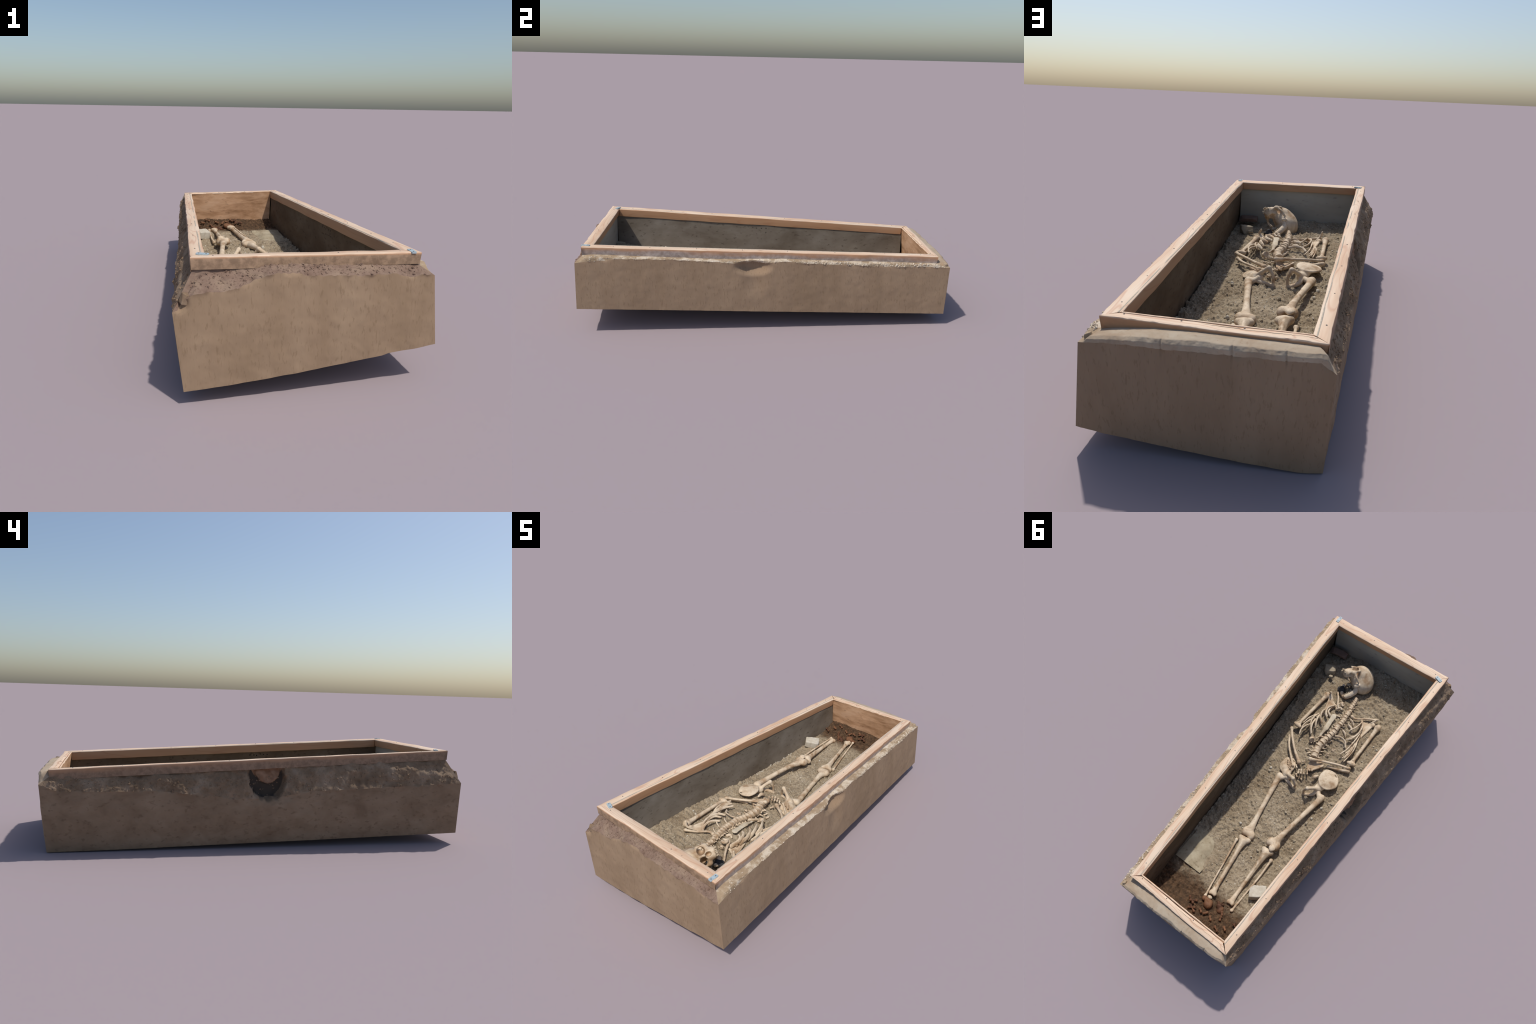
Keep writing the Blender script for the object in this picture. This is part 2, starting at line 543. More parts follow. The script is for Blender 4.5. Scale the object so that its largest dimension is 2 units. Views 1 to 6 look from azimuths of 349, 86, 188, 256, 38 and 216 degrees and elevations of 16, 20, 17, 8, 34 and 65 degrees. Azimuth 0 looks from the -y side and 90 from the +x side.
flat_strip(rim_pt("H-", .25), rim_pt("F-", .25), (1, 0, 0), .0045, .0010, "sealant_strip", SEAL, BOX, 120, 1)
flat_strip(rim_pt("H+", .10), rim_pt("F+", .20), (1, 0, 0), .0045, .0010, "sealant_strip", SEAL, BOX, 120, 5)

# ------------------------------------------------------- inner boards
def board(name, top0, top1, bot0, bot1, out, thick, mat, nx=60, nz=10, rough=0.0015, holes=None, belly=0.0):
    top0, top1, bot0, bot1, out = map(lambda v: np.asarray(v, float), (top0, top1, bot0, bot1, out))
    G = np.zeros((nx, nz, 3))
    for i, u in enumerate(np.linspace(0, 1, nx)):
        for j, v in enumerate(np.linspace(0, 1, nz)):
            G[i, j] = (top0 * (1 - u) + top1 * u) * (1 - v) + (bot0 * (1 - u) + bot1 * u) * v + out * belly * v * math.sin(math.pi * u)
    G = G + out * (fbm(G.reshape(-1, 3), 6, 4).reshape(nx, nz, 1) * rough)
    front = G.reshape(-1, 3)
    back = front + out * thick
    idx = np.arange(nx * nz).reshape(nx, nz)
    q = np.stack([idx[:-1, :-1], idx[1:, :-1], idx[1:, 1:], idx[:-1, 1:]], -1).reshape(-1, 4)
    N = nx * nz
    F = [tuple(f) for f in q] + [tuple(f[::-1] + N) for f in q]
    loop = list(idx[:, 0]) + list(idx[-1, 1:]) + list(idx[-2::-1, -1]) + list(idx[0, -2:0:-1])
    for a, b in zip(loop, loop[1:] + loop[:1]):
        F.append((b, a, a + N, b + N))
    ob = new_object(name, np.vstack([front, back]), F, mat, BOX)
    bpy.context.view_layer.objects.active = ob
    import bmesh
    bm = bmesh.new(); bm.from_mesh(ob.data)
    bmesh.ops.recalc_face_normals(bm, faces=bm.faces)
    bm.to_mesh(ob.data); bm.free()
    if holes:
        V, Fh, k = [], [], 14
        for (c, r, depth) in holes:
            o = len(V)
            s = np.cross(out, A(0, 0, 1)); s /= np.linalg.norm(s)
            t = np.cross(out, s)
            for h in (-.01, depth):
                for a in range(k):
                    an = 2 * math.pi * a / k
                    wob = 1 + .18 * math.sin(3 * an + c[1] * 400)
                    V.append(np.asarray(c) + out * h + (s * math.cos(an) + t * math.sin(an)) * r * wob)
            for a in range(k):
                b2 = (a + 1) % k
                Fh.append((o + a, o + b2, o + k + b2, o + k + a))
            Fh.append(tuple(range(o, o + k))[::-1])
            Fh.append(tuple(range(o + k, o + 2 * k)))
        cut = new_object("hole_cutter", V, Fh, mat, None)
        bm = bmesh.new(); bm.from_mesh(cut.data)
        bmesh.ops.recalc_face_normals(bm, faces=bm.faces)
        bm.to_mesh(cut.data); bm.free()
        md = ob.modifiers.new("holes", "BOOLEAN")
        md.object = cut; md.operation = "DIFFERENCE"; md.solver = "EXACT"
        dg = bpy.context.evaluated_depsgraph_get()
        me = bpy.data.meshes.new_from_object(ob.evaluated_get(dg))
        ob.modifiers.clear()
        ob.data = me
        bpy.data.objects.remove(cut)
    smooth_by_angle(ob, 30)
    return ob


wob = np.random.default_rng(2)
lh = [(A(-.285 + .003, y, z), .0036, .016) for y, z in zip((-.079, -.050, -.026, .005, .035), (.354, .352, .347, .346, .346))]
lh += [(A(-.277 + .003, y, z), .0042, .016) for y, z in zip((-.087, -.055, -.026, .002, .034), (.326, .326, .323, .320, .318))]
rh = [(A(.304, y, z), .0038, .016) for y, z in zip((-.091, -.114, -.131, -.152, -.172, -.195), (.357, .357, .354, .363, .359, .360))]
rh += [(A(.306, y, z), .0040, .016) for y, z in zip((-.079, -.102, -.125, -.148, -.175, -.197), (.322, .325, .327, .330, .332, .331))]
board("side_board", (-.337, -.905, .425), (-.252, .905, .330), (-.324, -.905, .14), (-.229, .905, .10), (-1, .04, 0), .007, SLAB_GREY, 120, 14, .0012, lh, -.004)
board("side_board", (.336, -.905, .425), (.273, .905, .340), (.362, -.905, .14), (.270, .905, .10), (1, .04, 0), .007, SLAB_BROWN, 120, 14, .0012, rh, .013)
board("head_board", (-.338, -.903, .425), (.338, -.903, .418), (-.338, -.916, .16), (.348, -.916, .16), (0, -1, 0), .02, SLAB_HEAD, 50, 12, .002)
board("foot_board", (-.249, .8990, .3665), (.267, .8970, .3755), (-.249, .930, .12), (.267, .926, .12), (0, 1, 0), .007, PLY, 60, 24, .003)
flat_strip((-.2455, .9025, .3672), (.2655, .9005, .3762), (0, 1, 0), .0066, .0012, "board_edge", WOOD, BOX, 80, 9)
# dark slit between foot board and rail is the gap left between them

# --------------------------------------------------- outer earth block
C1 = {"H-": A(-.366, -.926, .430), "H+": A(.364, -.928, .418), "F-": A(-.282, .934, .342), "F+": A(.304, .928, .340)}   # under the rim
C3 = {"H-": A(-.436, -.987, .311), "H+": A(.413, -.967, .384), "F-": A(-.314, .982, .305), "F+": A(.343, .996, .326)}   # top of lower wall
C5 = {"H-": A(-.408, -.999, .052), "H+": A(.438, -.974, .142), "F-": A(-.297, .957, .0), "F+": A(.375, .982, .066)}     # bottom edge


def along(c0, c1, t):
    return c0[None] * (1 - t)[:, None] + c1[None] * t[:, None]


def hollow_depth(y, z):
    """deep U-shaped hollow in the -x bank; a bare board hangs into its top"""
    big = np.sqrt(((y + .022) / .092) ** 2 + ((z - .328) / .104) ** 2)
    pan = np.sqrt(((y + .026) / .066) ** 2 + ((z - .368) / .070) ** 2)
    inside = 1 - sstep(.84, 1.0, big + .05 * np.sin(y * 160 + z * 90))
    board_ = 1 - sstep(.88, 1.02, pan)
    return inside * (.060 * (1 - board_) + .018 * board_)


def side(c0, c1, out, rim_z, top_z, bot_z, mid_bulge, slope, dents=(), rough_u=.006, rough_l=.0016, n=240, top_out=None, jagged=.005, bot_out=None, carve=None):
    """one face of the block: returns (upper grid, lower grid).
    rim_z / top_z / bot_z: list of (t, z) along the side; slope: (fraction down, fraction out) of the mid bank"""
    t = np.linspace(0, 1, n)
    out = np.asarray(out, float)
    r1, r3, r5 = along(C1[c0], C1[c1], t), along(C3[c0], C3[c1], t), along(C5[c0], C5[c1], t)
    tab = lambda T: np.interp(t, [p[0] for p in T], [p[1] for p in T])
    r1[:, 2], r3[:, 2], r5[:, 2] = tab(rim_z), tab(top_z), tab(bot_z)
    if top_out:
        r3 = r3 + out * tab(top_out)[:, None]
    if bot_out:
        r5 = r5 + out * tab(bot_out)[:, None]
    r0 = r1 - out * .012 + A(0, 0, .012)
    d = r3 - r1
    rows = [r0, r1]
    edge = np.sin(np.pi * np.clip(t, 0, 1)) ** .35
    ends = sstep(0, .035, t) * sstep(0, .035, 1 - t)
    for j, (fd, fo) in enumerate(slope):
        lin = (j + 1) / (len(slope) + 1)
        fd, fo = (lin + (fd - lin) * ends)[:, None], (lin + (fo - lin) * ends)[:, None]
        p = r1 + d * A(1, 1, 0) * fo + d * A(0, 0, 1) * fd
        rows.append(p)
    rows.append(r3)
    up = np.stack(rows, 1)                                    # n, k, 3
    k = up.shape[1]
    m = 34
    vv = np.concatenate([np.linspace(0, 1, 4, endpoint=False), np.linspace(1, k - 1, m)])
    i = np.minimum(vv.astype(int), k - 2); f = (vv - i)[None, :, None]
    U = up[:, i] * (1 - f) + up[:, i + 1] * f
    ml = 46
    w = np.linspace(0, 1, ml)
    L = r3[:, None] * (1 - w)[None, :, None] + r5[:, None] * w[None, :, None]
    L = L + out * (mid_bulge * np.sin(np.pi * w) ** 1.0)[None, :, None] * edge[:, None, None]
    # relief: zero at the vertical corners so neighbouring faces meet
    ends = sstep(0, .025, t) * sstep(0, .025, 1 - t)
    for G, amp, row in ((U, rough_u, None), (L, rough_l, None)):
        P = G.reshape(-1, 3)
        nz = fbm(P, 16, 5, .55, seed=2).reshape(G.shape[:2])
        G += out * (nz * amp * ends[:, None])[..., None]
        for (cy, cz, ry, rz, depth, axis, pw) in dents:
            a = (G[..., axis] - cy) / ry
            b = (G[..., 2] - cz) / rz
            r = np.sqrt(a * a + b * b)
            G -= out * (depth * (1 - sstep(pw, 1.0, r)))[..., None]
        if carve is not None:
            G -= out * carve(G[..., 1], G[..., 2])[..., None]
            G[..., 0] = np.minimum(G[..., 0], -.309 + .047 * (G[..., 1] + .02))     # stop short of the boards
    jag = fbm(r3, 20, 4, .55, seed=9) * jagged * ends            # ragged break line
    U[..., 2] += jag[:, None] * (np.linspace(0, 1, U.shape[1]) ** 4)[None]
    L[..., 2] += jag[:, None] * ((1 - w) ** 4)[None]
    L[:, 0] = U[:, -1]
    return U, L


def corner_t(c0, c1, axis, pairs, z0, z1):
    a, b = C3[c0][axis], C3[c1][axis]
    return [(0, z0)] + [((p - a) / (b - a), z) for p, z in pairs] + [(1, z1)]


SIDES = {}
SIDES["L"] = side("H-", "F-", (-1, .05, 0),
                  corner_t("H-", "F-", 1, [(-.85, .425), (-.35, .396), (-.14, .384), (.22, .361), (.41, .349), (.7, .334)], .430, .342),
                  corner_t("H-", "F-", 1, [(-.90, .306), (-.6, .292), (-.36, .279), (-.2, .272), (-.1, .248), (0, .238), (.13, .240), (.26, .255), (.48, .276), (.72, .275), (.9, .275)], .311, .305),
                  [(0, .052), (.38, .031), (.62, .018), (.84, .006), (1, 0)], .008,
                  [(.30, .36), (.62, .68)], [(-.03, .25, .16, .05, .010, 1, .2), (-.70, .365, .20, .055, -.010, 1, .1), (.45, .33, .10, .04, -.008, 1, .1)], .010, .0030, 480, jagged=.002, carve=hollow_depth)
SIDES["F"] = side("F-", "F+", (0, 1, 0),
                  [(0, .342), (.04, .358), (.3, .360), (.55, .362), (.75, .358), (.93, .347), (1, .340)],
                  [(0, .305), (.06, .332), (.3, .333), (.55, .330), (.8, .334), (.93, .330), (1, .326)],
                  [(0, 0), (.08, .001), (.2, .007), (.36, .016), (.56, .029), (.9, .055), (1, .066)], .008,
                  [(.02, .45), (.15, .85), (.50, 1.0)],
                  [(-.055, .345, .0045, .05, .006, 0, .0), (-.190, .345, .0040, .05, .005, 0, .0), (.125, .345, .0035, .05, .004, 0, .0)], .0045, .0015, 300, [(0, 0), (.1, .005), (.3, .007), (.6, .004), (1, 0)], .003, [(0, 0), (.1, .010), (.4, .008), (.7, .004), (1, 0)])
SIDES["R"] = side("F+", "H+", (1, .03, 0),
                  corner_t("F+", "H+", 1, [(.47, .360), (.1, .378), (-.25, .382), (-.68, .404)], .340, .418),
                  corner_t("F+", "H+", 1, [(.65, .338), (.37, .355), (.19, .366), (.1, .377), (.03, .372), (-.02, .366), (-.07, .364), (-.155, .366), (-.19, .372), (-.25, .380), (-.5, .395), (-.74, .404)], .326, .384),
                  [(0, .066), (.26, .086), (.53, .106), (.73, .122), (.89, .134), (1, .142)], .003,
                  [(.0, .5), (.15, .92)], [(-.07, .346, .110, .050, .034, 1, .30), (-.06, .275, .085, .11, .009, 1, .05)], .005, .0014, jagged=.004)
SIDES["H"] = side("H+", "H-", (0, -1, 0),
                  [(0, .418), (.05, .428), (.25, .432), (.5, .441), (.65, .446), (.77, .438), (.92, .432), (1, .430)],
                  corner_t("H+", "H-", 0, [(.344, .386), (.269, .394), (.03, .402), (-.067, .414), (-.148, .412), (-.2, .385), (-.238, .374), (-.364, .366), (-.40, .350), (-.418, .318)], .384, .311),
                  [(0, .142), (.095, .131), (.2, .124), (.225, .117), (.57, .081), (.82, .061), (1, .052)], .004,
                  [(.30, .15), (.62, .55)], [(-.41, .335, .03, .03, .014, 0, .3)], .007, .0016, 160, jagged=.008)
def mat_bank_panel():
    """the brown bank, with a strip of orange-brown board laid bare above the hollow"""
    m = BANK_BROWN.copy(); m.name = "crumbled_brown_soil_bare_board"
    nt = m.node_tree
    nb = NB(nt)
    b = nt.nodes["Principled BSDF"]
    old = b.inputs["Base Color"].links[0].from_socket
    s_ = nb.sep()
    wig = nb.math("MULTIPLY", nb.math("SUBTRACT", nb.noise(nb.coords(), 30, 4), 0.5), 0.035)
    dy = nb.math("DIVIDE", nb.math("ADD", s_[1], 0.026), 0.070)
    low = nb.math("ADD", nb.math("MULTIPLY", nb.math("MULTIPLY", dy, dy), 0.060), 0.297)
    up = nb.math("SUBTRACT", nb.math("ADD", s_[2], wig), low)
    tone = nb.mix(nb.val(nb.noise(nb.coords(), 22, 3), 0.4, 0.65), (0.25, 0.135, 0.078), (0.34, 0.205, 0.130))
    # cavity shadow painted near-black over the soil inside the hollow
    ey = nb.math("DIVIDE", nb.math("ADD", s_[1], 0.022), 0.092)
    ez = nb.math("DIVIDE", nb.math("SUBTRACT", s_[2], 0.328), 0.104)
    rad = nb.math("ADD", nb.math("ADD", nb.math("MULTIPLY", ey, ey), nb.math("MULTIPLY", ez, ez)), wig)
    damp = nb.mix(nb.val(rad, 0.74, 0.90, 0.9, 0.0), old, (0.055, 0.047, 0.041))  # soil colour darkened here for the hollow's lack of light
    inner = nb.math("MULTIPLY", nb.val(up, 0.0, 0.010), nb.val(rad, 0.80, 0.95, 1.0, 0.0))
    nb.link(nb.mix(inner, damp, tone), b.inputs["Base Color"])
    return m


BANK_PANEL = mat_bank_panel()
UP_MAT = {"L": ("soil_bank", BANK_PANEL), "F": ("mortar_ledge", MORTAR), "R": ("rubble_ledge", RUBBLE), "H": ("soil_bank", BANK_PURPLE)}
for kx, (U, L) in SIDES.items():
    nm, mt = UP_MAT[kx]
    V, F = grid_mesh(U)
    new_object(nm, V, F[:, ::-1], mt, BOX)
WALL_L = mat_mottled("dark_packed_earth", [(0.3, (0.205, 0.138, 0.088)), (0.5, (0.258, 0.180, 0.118)), (0.7, (0.305, 0.220, 0.148))],
                     12, (0.14, 0.090, 0.056), 0.95, (1, .6, 1), 0.5, 55, 0.55, 0.5)
for kx, (U, L) in SIDES.items():
    V, F = grid_mesh(L)
    new_object("earth_wall", V, F[:, ::-1], WALL_L if kx == "L" else WALL_TAN, BOX)
# underside: Coons patch over the four bottom edges
eL, eF, eR, eH = (SIDES[k][1][:, -1] for k in "LFRH")
nn = 60
res = lambda E: np.stack([np.interp(np.linspace(0, 1, nn), np.linspace(0, 1, len(E)), E[:, c]) for c in range(3)], 1)
c_l, c_r = res(eL), res(eR)[::-1]          # both H -> F
d_h, d_f = res(eH)[::-1], res(eF)          # both - -> +
u = np.linspace(0, 1, nn)
Uu, Vv = u[:, None, None], u[None, :, None]
coons = c_l[:, None] * (1 - Vv) + c_r[:, None] * Vv + d_h[None] * (1 - Uu) + d_f[None] * Uu \
    - (c_l[0] * (1 - Uu) * (1 - Vv) + c_l[-1] * Uu * (1 - Vv) + c_r[0] * (1 - Uu) * Vv + c_r[-1] * Uu * Vv)
new_object("underside", *grid_mesh(coons), WALL_TAN, BOX)

# -------------------------------------------------------------- soil bed
def floor_base(x, y):
    z = np.interp(y, [-.93, -.9, -.84, -.76, -.65, -.5, -.4, -.2, 0, .15, .3, .45, .6, .7, .78, .84, .9, .93],
                  [.244, .240, .226, .212, .206, .197, .190, .176, .157, .151, .144, .143, .150, .157, .160, .170, .190, .195])
    # a bit higher along the -x board, a crumbly bank along the +x board
    xl = -.29 + .045 * (y + .2) / 1.1
    z = z - .024 * sstep(.08, .24, x) * sstep(.50, .1, y) - .004 * sstep(.05, .2, x)
    z = z + .006 * np.exp(-((x - xl) / .07) ** 2) * sstep(.45, -.3, y)
    return z


MOUNDS = [(-.150, -.120, .050, .030), (.105, -.085, .050, .014), (-.05, -.15, .05, .012), (-.12, .30, .03, -.012), (-.15, .38, .03, -.010),
          (-.135, .18, .028, -.010), (-.135, .60, .03, -.010), (.165, -.62, .03, .006), (-.06, .155, .03, .008), (-.03, -.42, .13, .022), (.09, -.42, .07, .018), (-.02, .30, .05, .006), (-.03, .5, .04, .006),
          (-.16, -.63, .035, -.006), (.09, -.66, .04, -.006), (-.02, -.79, .05, -.010)]


def soil_height(x, y):
    z = floor_base(x, y)
    P = np.stack([x, y, np.zeros_like(x)], 1)
    slab = sstep(.10, .13, x) * sstep(.48, .58, y) * sstep(.705, .695, y)
    smooth = 1 - .85 * slab
    for mx, my, r, h in MOUNDS:
        z = z + h * np.exp(-((x - mx) ** 2 + (y - my) ** 2) / (r * r))
    z = z + fbm(P, 9, 3, .5, seed=1) * .0055 * smooth
    z = z + fbm(P, 38, 4, .6, seed=4) * (.0045 + .0040 * sstep(-.2, .4, fbm(P, 5, 2, seed=21))) * smooth
    clod = np.abs(fbm(P, 85, 2, .5, seed=6))
    z = z + (clod - .3) * .0080 * smooth * (.55 + .45 * sstep(-.1, .35, fbm(P, 6, 2, seed=11)))
    z = z + np.maximum(0, fbm(P, 120, 2, .5, seed=8)) * .003 * smooth
    bank = np.exp(-((x - (.318 - .045 * (y + .2) / 1.1)) / .030) ** 2) * sstep(.72, .5, y) * sstep(-.85, -.7, y)
    z = z + bank * (.002 + .022 * np.maximum(0, fbm(P, 24, 3, .55, seed=13)))
    z = z - slab * .004
    return z


ny, nx = 560, 200
yy = np.linspace(-.920, .928, ny)
Gs = np.zeros((ny, nx, 3))
for k, y in enumerate(yy):
    t = (y + .905) / 1.81
    xs = np.linspace(-.345 + .09 * t, .360 - .082 * t, nx)
    Gs[k, :, 0], Gs[k, :, 1] = xs, y
jx = RNG.normal(size=(ny, nx, 2)) * .0006
jx[[0, -1]] = 0; jx[:, [0, -1]] = 0
Gs[..., :2] += jx
Gs[..., 2] = soil_height(Gs[..., 0].ravel(), Gs[..., 1].ravel()).reshape(ny, nx)
V, F = grid_mesh(Gs)
new_object("soil_bed", V, F[:, ::-1], SOIL, BOX)

# flat stone half sunk in the soil near the feet
sx, sy = np.meshgrid(np.linspace(.108, .275, 60), np.linspace(.44, .702, 80), indexing="ij")
sz = .1585 + .012 * sstep(.60, .70, sy) * .35 + fbm(np.stack([sx.ravel(), sy.ravel(), sx.ravel() * 0], 1), 10, 3).reshape(sx.shape) * .0035
sz -= .026 * sstep(.60, .44, sy) + .022 * sstep(.17, .108, sx) * sstep(.71, .62, sy)
top = np.stack([sx, sy, sz], -1)
low = np.stack([sx[:, -1], sy[:, -1] + .001, sz[:, -1] - .03], -1)[:, None]
V, F = grid_mesh(np.concatenate([top, low], 1))
ob = new_object("flat_stone", V, F, STONE_SLAB, BOX)
smooth_by_angle(ob, 40)

# ------------------------------------------------------------- pebbles
def rock_mesh(name, seed, mat, sub=2, blocky=0.0, rough=.25):
    import bmesh
    bm = bmesh.new()
    bmesh.ops.create_icosphere(bm, subdivisions=sub, radius=1)
    P = np.array([v.co[:] for v in bm.verts])
    r = np.random.default_rng(seed)
    D = 1 + rough * fbm(P, 1.3, 3, seed=seed)
    P = P * D[:, None]
    for _ in range(7):                                   # facet cuts
        nrm = r.normal(size=3); nrm /= np.linalg.norm(nrm)
        d = P @ nrm - (.72 + .2 * r.random())
        P -= np.outer(np.maximum(d, 0), nrm) * .85
    for v, p in zip(bm.verts, P):
        v.co = p
    me = bpy.data.meshes.new(name)
    bm.to_mesh(me); bm.free()
    me.materials.append(mat)
    me.polygons.foreach_set("use_smooth", [True] * len(me.polygons))
    return me


PEB = [rock_mesh("pebble", 20 + i, (STONE_GREY, STONE_GREY, STONE_PALE)[i % 3]) for i in range(6)]


def place_pebble(x, y, s, i, r, name="pebble", lift=.25):
    ob = bpy.data.objects.new(name, PEB[i % len(PEB)])
    bpy.context.scene.collection.objects.link(ob)
    ob.parent = BOX
    z = float(soil_height(A(x), A(y))[0])
    ob.location = (x, y, z + s * lift)
    ob.rotation_euler = r.random(3) * 6.28
    ob.scale = s * (A(1, .8, .65) + .25 * (r.random(3) - .5))


rp = np.random.default_rng(12)
spots = [(.092, .296, .010), (-.055, .156, .011), (.111, .352, .012), (.12, .35, .008), (.10, .365, .007), (.18, -.02, .013), (.175, .0, .010), (.20, -.04, .010),
         (.085, -.7, .010), (.21, -.70, .010), (-.02, .10, .008), (-.19, .10, .010), (-.185, .14, .012), (-.18, .06, .010), (-.20, .02, .011), (-.19, .26, .009),
         (-.06, .42, .010), (-.055, .47, .008), (.03, .20, .008), (.22, .15, .008), (.24, -.12, .010), (.10, .10, .007), (-.25, -.30, .010), (-.26, -.45, .009), (-.25, -.68, .008)]
for i, (x, y, s) in enumerate(spots):
    place_pebble(x, y, s, i, rp)
for i in range(150):
    y = rp.uniform(-.86, .66)
    x = rp.uniform(-.27, .28) * (1 - .12 * (y + .9) / 1.8)
    if .11 < x and .44 < y < .72:
        continue
    place_pebble(x, y, .0030 + .0045 * rp.random() ** 2.5, i, rp)


def gravel(name, count, sampler, mat, smin_, smax_, seed):
    """many tiny stones joined into one mesh"""
    import bmesh
    r = np.random.default_rng(seed)
    bm = bmesh.new(); bmesh.ops.create_icosphere(bm, subdivisions=1, radius=1)
    base = np.array([v.co[:] for v in bm.verts]); fc = np.array([[v.index for v in f.verts] for f in bm.faces]); bm.free()
    VV, FF = [], []
    for k in range(count):
        x, y, z = sampler(r)
        s = smin_ + (smax_ - smin_) * r.random() ** 2.5
        q = r.normal(size=(3, 3)); q, _ = np.linalg.qr(q)
        b = base * (1 + .28 * r.normal(size=(len(base), 1)) * .6) * (A(1, .8, .65) * s)
        VV.append(b @ q.T + A(x, y, z)); FF.append(fc + k * len(base))
    ob = new_object(name, np.vstack(VV), np.vstack(FF), mat, BOX, smooth=False)
    ob["kind"] = "stuff"
    return ob


def on_floor(r):
    while True:
        y = r.uniform(-.88, .68)
        x = r.uniform(-.29, .30) * (1 - .12 * (y + .9) / 1.8)
        if .12 < x and .46 < y:
            continue
        return x, y, float(np.interp(0, [0], [0])) + float(soil_height(A(x), A(y))[0])


def on_foot(r):
    x, y = r.uniform(-.22, .08), r.uniform(.74, .89)
    return x, y, float(soil_height(A(x), A(y))[0])


def on_left_edge(r):
    y = r.uniform(.08, .45)
    x = -.272 + .035 * (y + .1) + r.normal() * .006
    return x, y, float(soil_height(A(x), A(y))[0]) + .001


def on_grid(U, v0, v1):
    def f(r):
        i = r.integers(3, U.shape[0] - 3); j = int(U.shape[1] * r.uniform(v0, v1))
        return U[i, min(j, U.shape[1] - 1)]
    return f


gravel("gravel", 1700, on_floor, STONE_GREY, .0012, .0058, 1)
gravel("gravel", 600, on_floor, STONE_PALE, .0010, .0042, 2)
gravel("dark_crumbs", 420, on_foot, DARK_EARTH, .0012, .0050, 3)
gravel("white_crumbs", 130, on_left_edge, STONE_PALE, .0018, .0055, 4)
gravel("rubble_crumbs", 420, on_grid(SIDES["R"][0], .45, 1.0), RUBBLE_PALE, .0012, .0050, 5)
gravel("rubble_crumbs", 320, on_grid(SIDES["R"][0][:95], .45, 1.0), RUBBLE_PALE, .0015, .0070, 15)
gravel("soil_crumbs", 500, on_grid(SIDES["H"][0], .35, .95), BANK_PURPLE, .0015, .006, 6)
gravel("soil_crumbs", 700, on_grid(SIDES["L"][0], .35, 1.0), BANK_BROWN, .0015, .007, 7)

# ------------------------------------------------------- larger stones
def block_stone(name, c, size, rot, seed, mat, label, parent=None):
    """angular stone: rounded box cut by a few tilted planes, with worn faces"""
    r = np.random.default_rng(seed)
    h = np.asarray(size, float)
    rad = h.min() * .22
    cuts = []
    for _ in range(5):
        nrm = r.normal(size=3); nrm /= np.linalg.norm(nrm)
        cuts.append((nrm, np.abs(nrm) @ h * (.70 + .14 * r.random())))

    def f(P):
        q = np.abs(P) - (h - rad)
        d = np.linalg.norm(np.maximum(q, 0), axis=1) + np.minimum(q.max(1), 0) - rad
        for nrm, o in cuts:
            d = smax(d, P @ nrm - o, rad * .5)
        return d + fbm(P, .45 / h.min(), 4, .5, seed=seed) * h.min() * .07
    V, F = surface_nets(f, -h * 1.25, h * 1.25, h.min() / 9)
    ob = new_object(name, V, F, mat, parent)
    ob.location, ob.rotation_euler = c, rot
    if parent is None:
        ob["label"] = label; ob["category"] = "stone"
    return ob


block_stone("stone", (-.205, .602, .171), (.044, .033, .025), (.12, .10, .55), 3, STONE_PALE, "pale angular limestone block on soil")
block_stone("stone", (.272, -.750, .205), (.034, .027, .024), (.1, -.12, .5), 5, STONE_GREY, "grey brown squared stone block on soil")
block_stone("stone", (.238, -.712, .205), (.012, .010, .009), (.3, .2, .1), 7, STONE_GREY, "small rounded grey brown stone")
block_stone("stone", (.132, -.668, .214), (.021, .017, .015), (.3, .4, .7), 9, BLACK_LUMP, "small black angular lump beside skull")
block_stone("stone", (-.130, -.800, .203), (.028, .020, .009), (.1, .05, .3), 11, STONE_GREY, "flat grey brown stone pressed into soil")
block_stone("brick_fragment", (.285, -.868, .243), (.055, .020, .012), (-.3, .0, .1), 13, STONE_RED, "low red brown brick fragment in soil")
block_stone("earth_lump", (-.392, -.970, .346), (.018, .012, .017), (.2, .3, .4), 15, BANK_BROWN, "brown earth lump at the block corner", BOX)
block_stone("stone", (.325, .975, .336), (.010, .009, .008), (.2, .3, .4), 17, RUBBLE, "small pale stone on the ledge", BOX)

# ============================================================= skeleton
def bone(name, f, lo, hi, res=.0025, mat=BONE, rough=.0009, parent=SKEL, pad=.006, seed=0.0):
    lo, hi = np.asarray(lo, float) - pad, np.asarray(hi, float) + pad
    V, F = surface_nets(f, lo, hi, res)
    V = V + (fbm(V, 70, 3, .5, seed=seed)[:, None] * rough) * A(1, 1, 1) * .6
    return new_object(name, V, F, mat, parent)


def bounds(pts, r):
    p = np.asarray(pts, float)
    return p.min(0) - r, p.max(0) + r


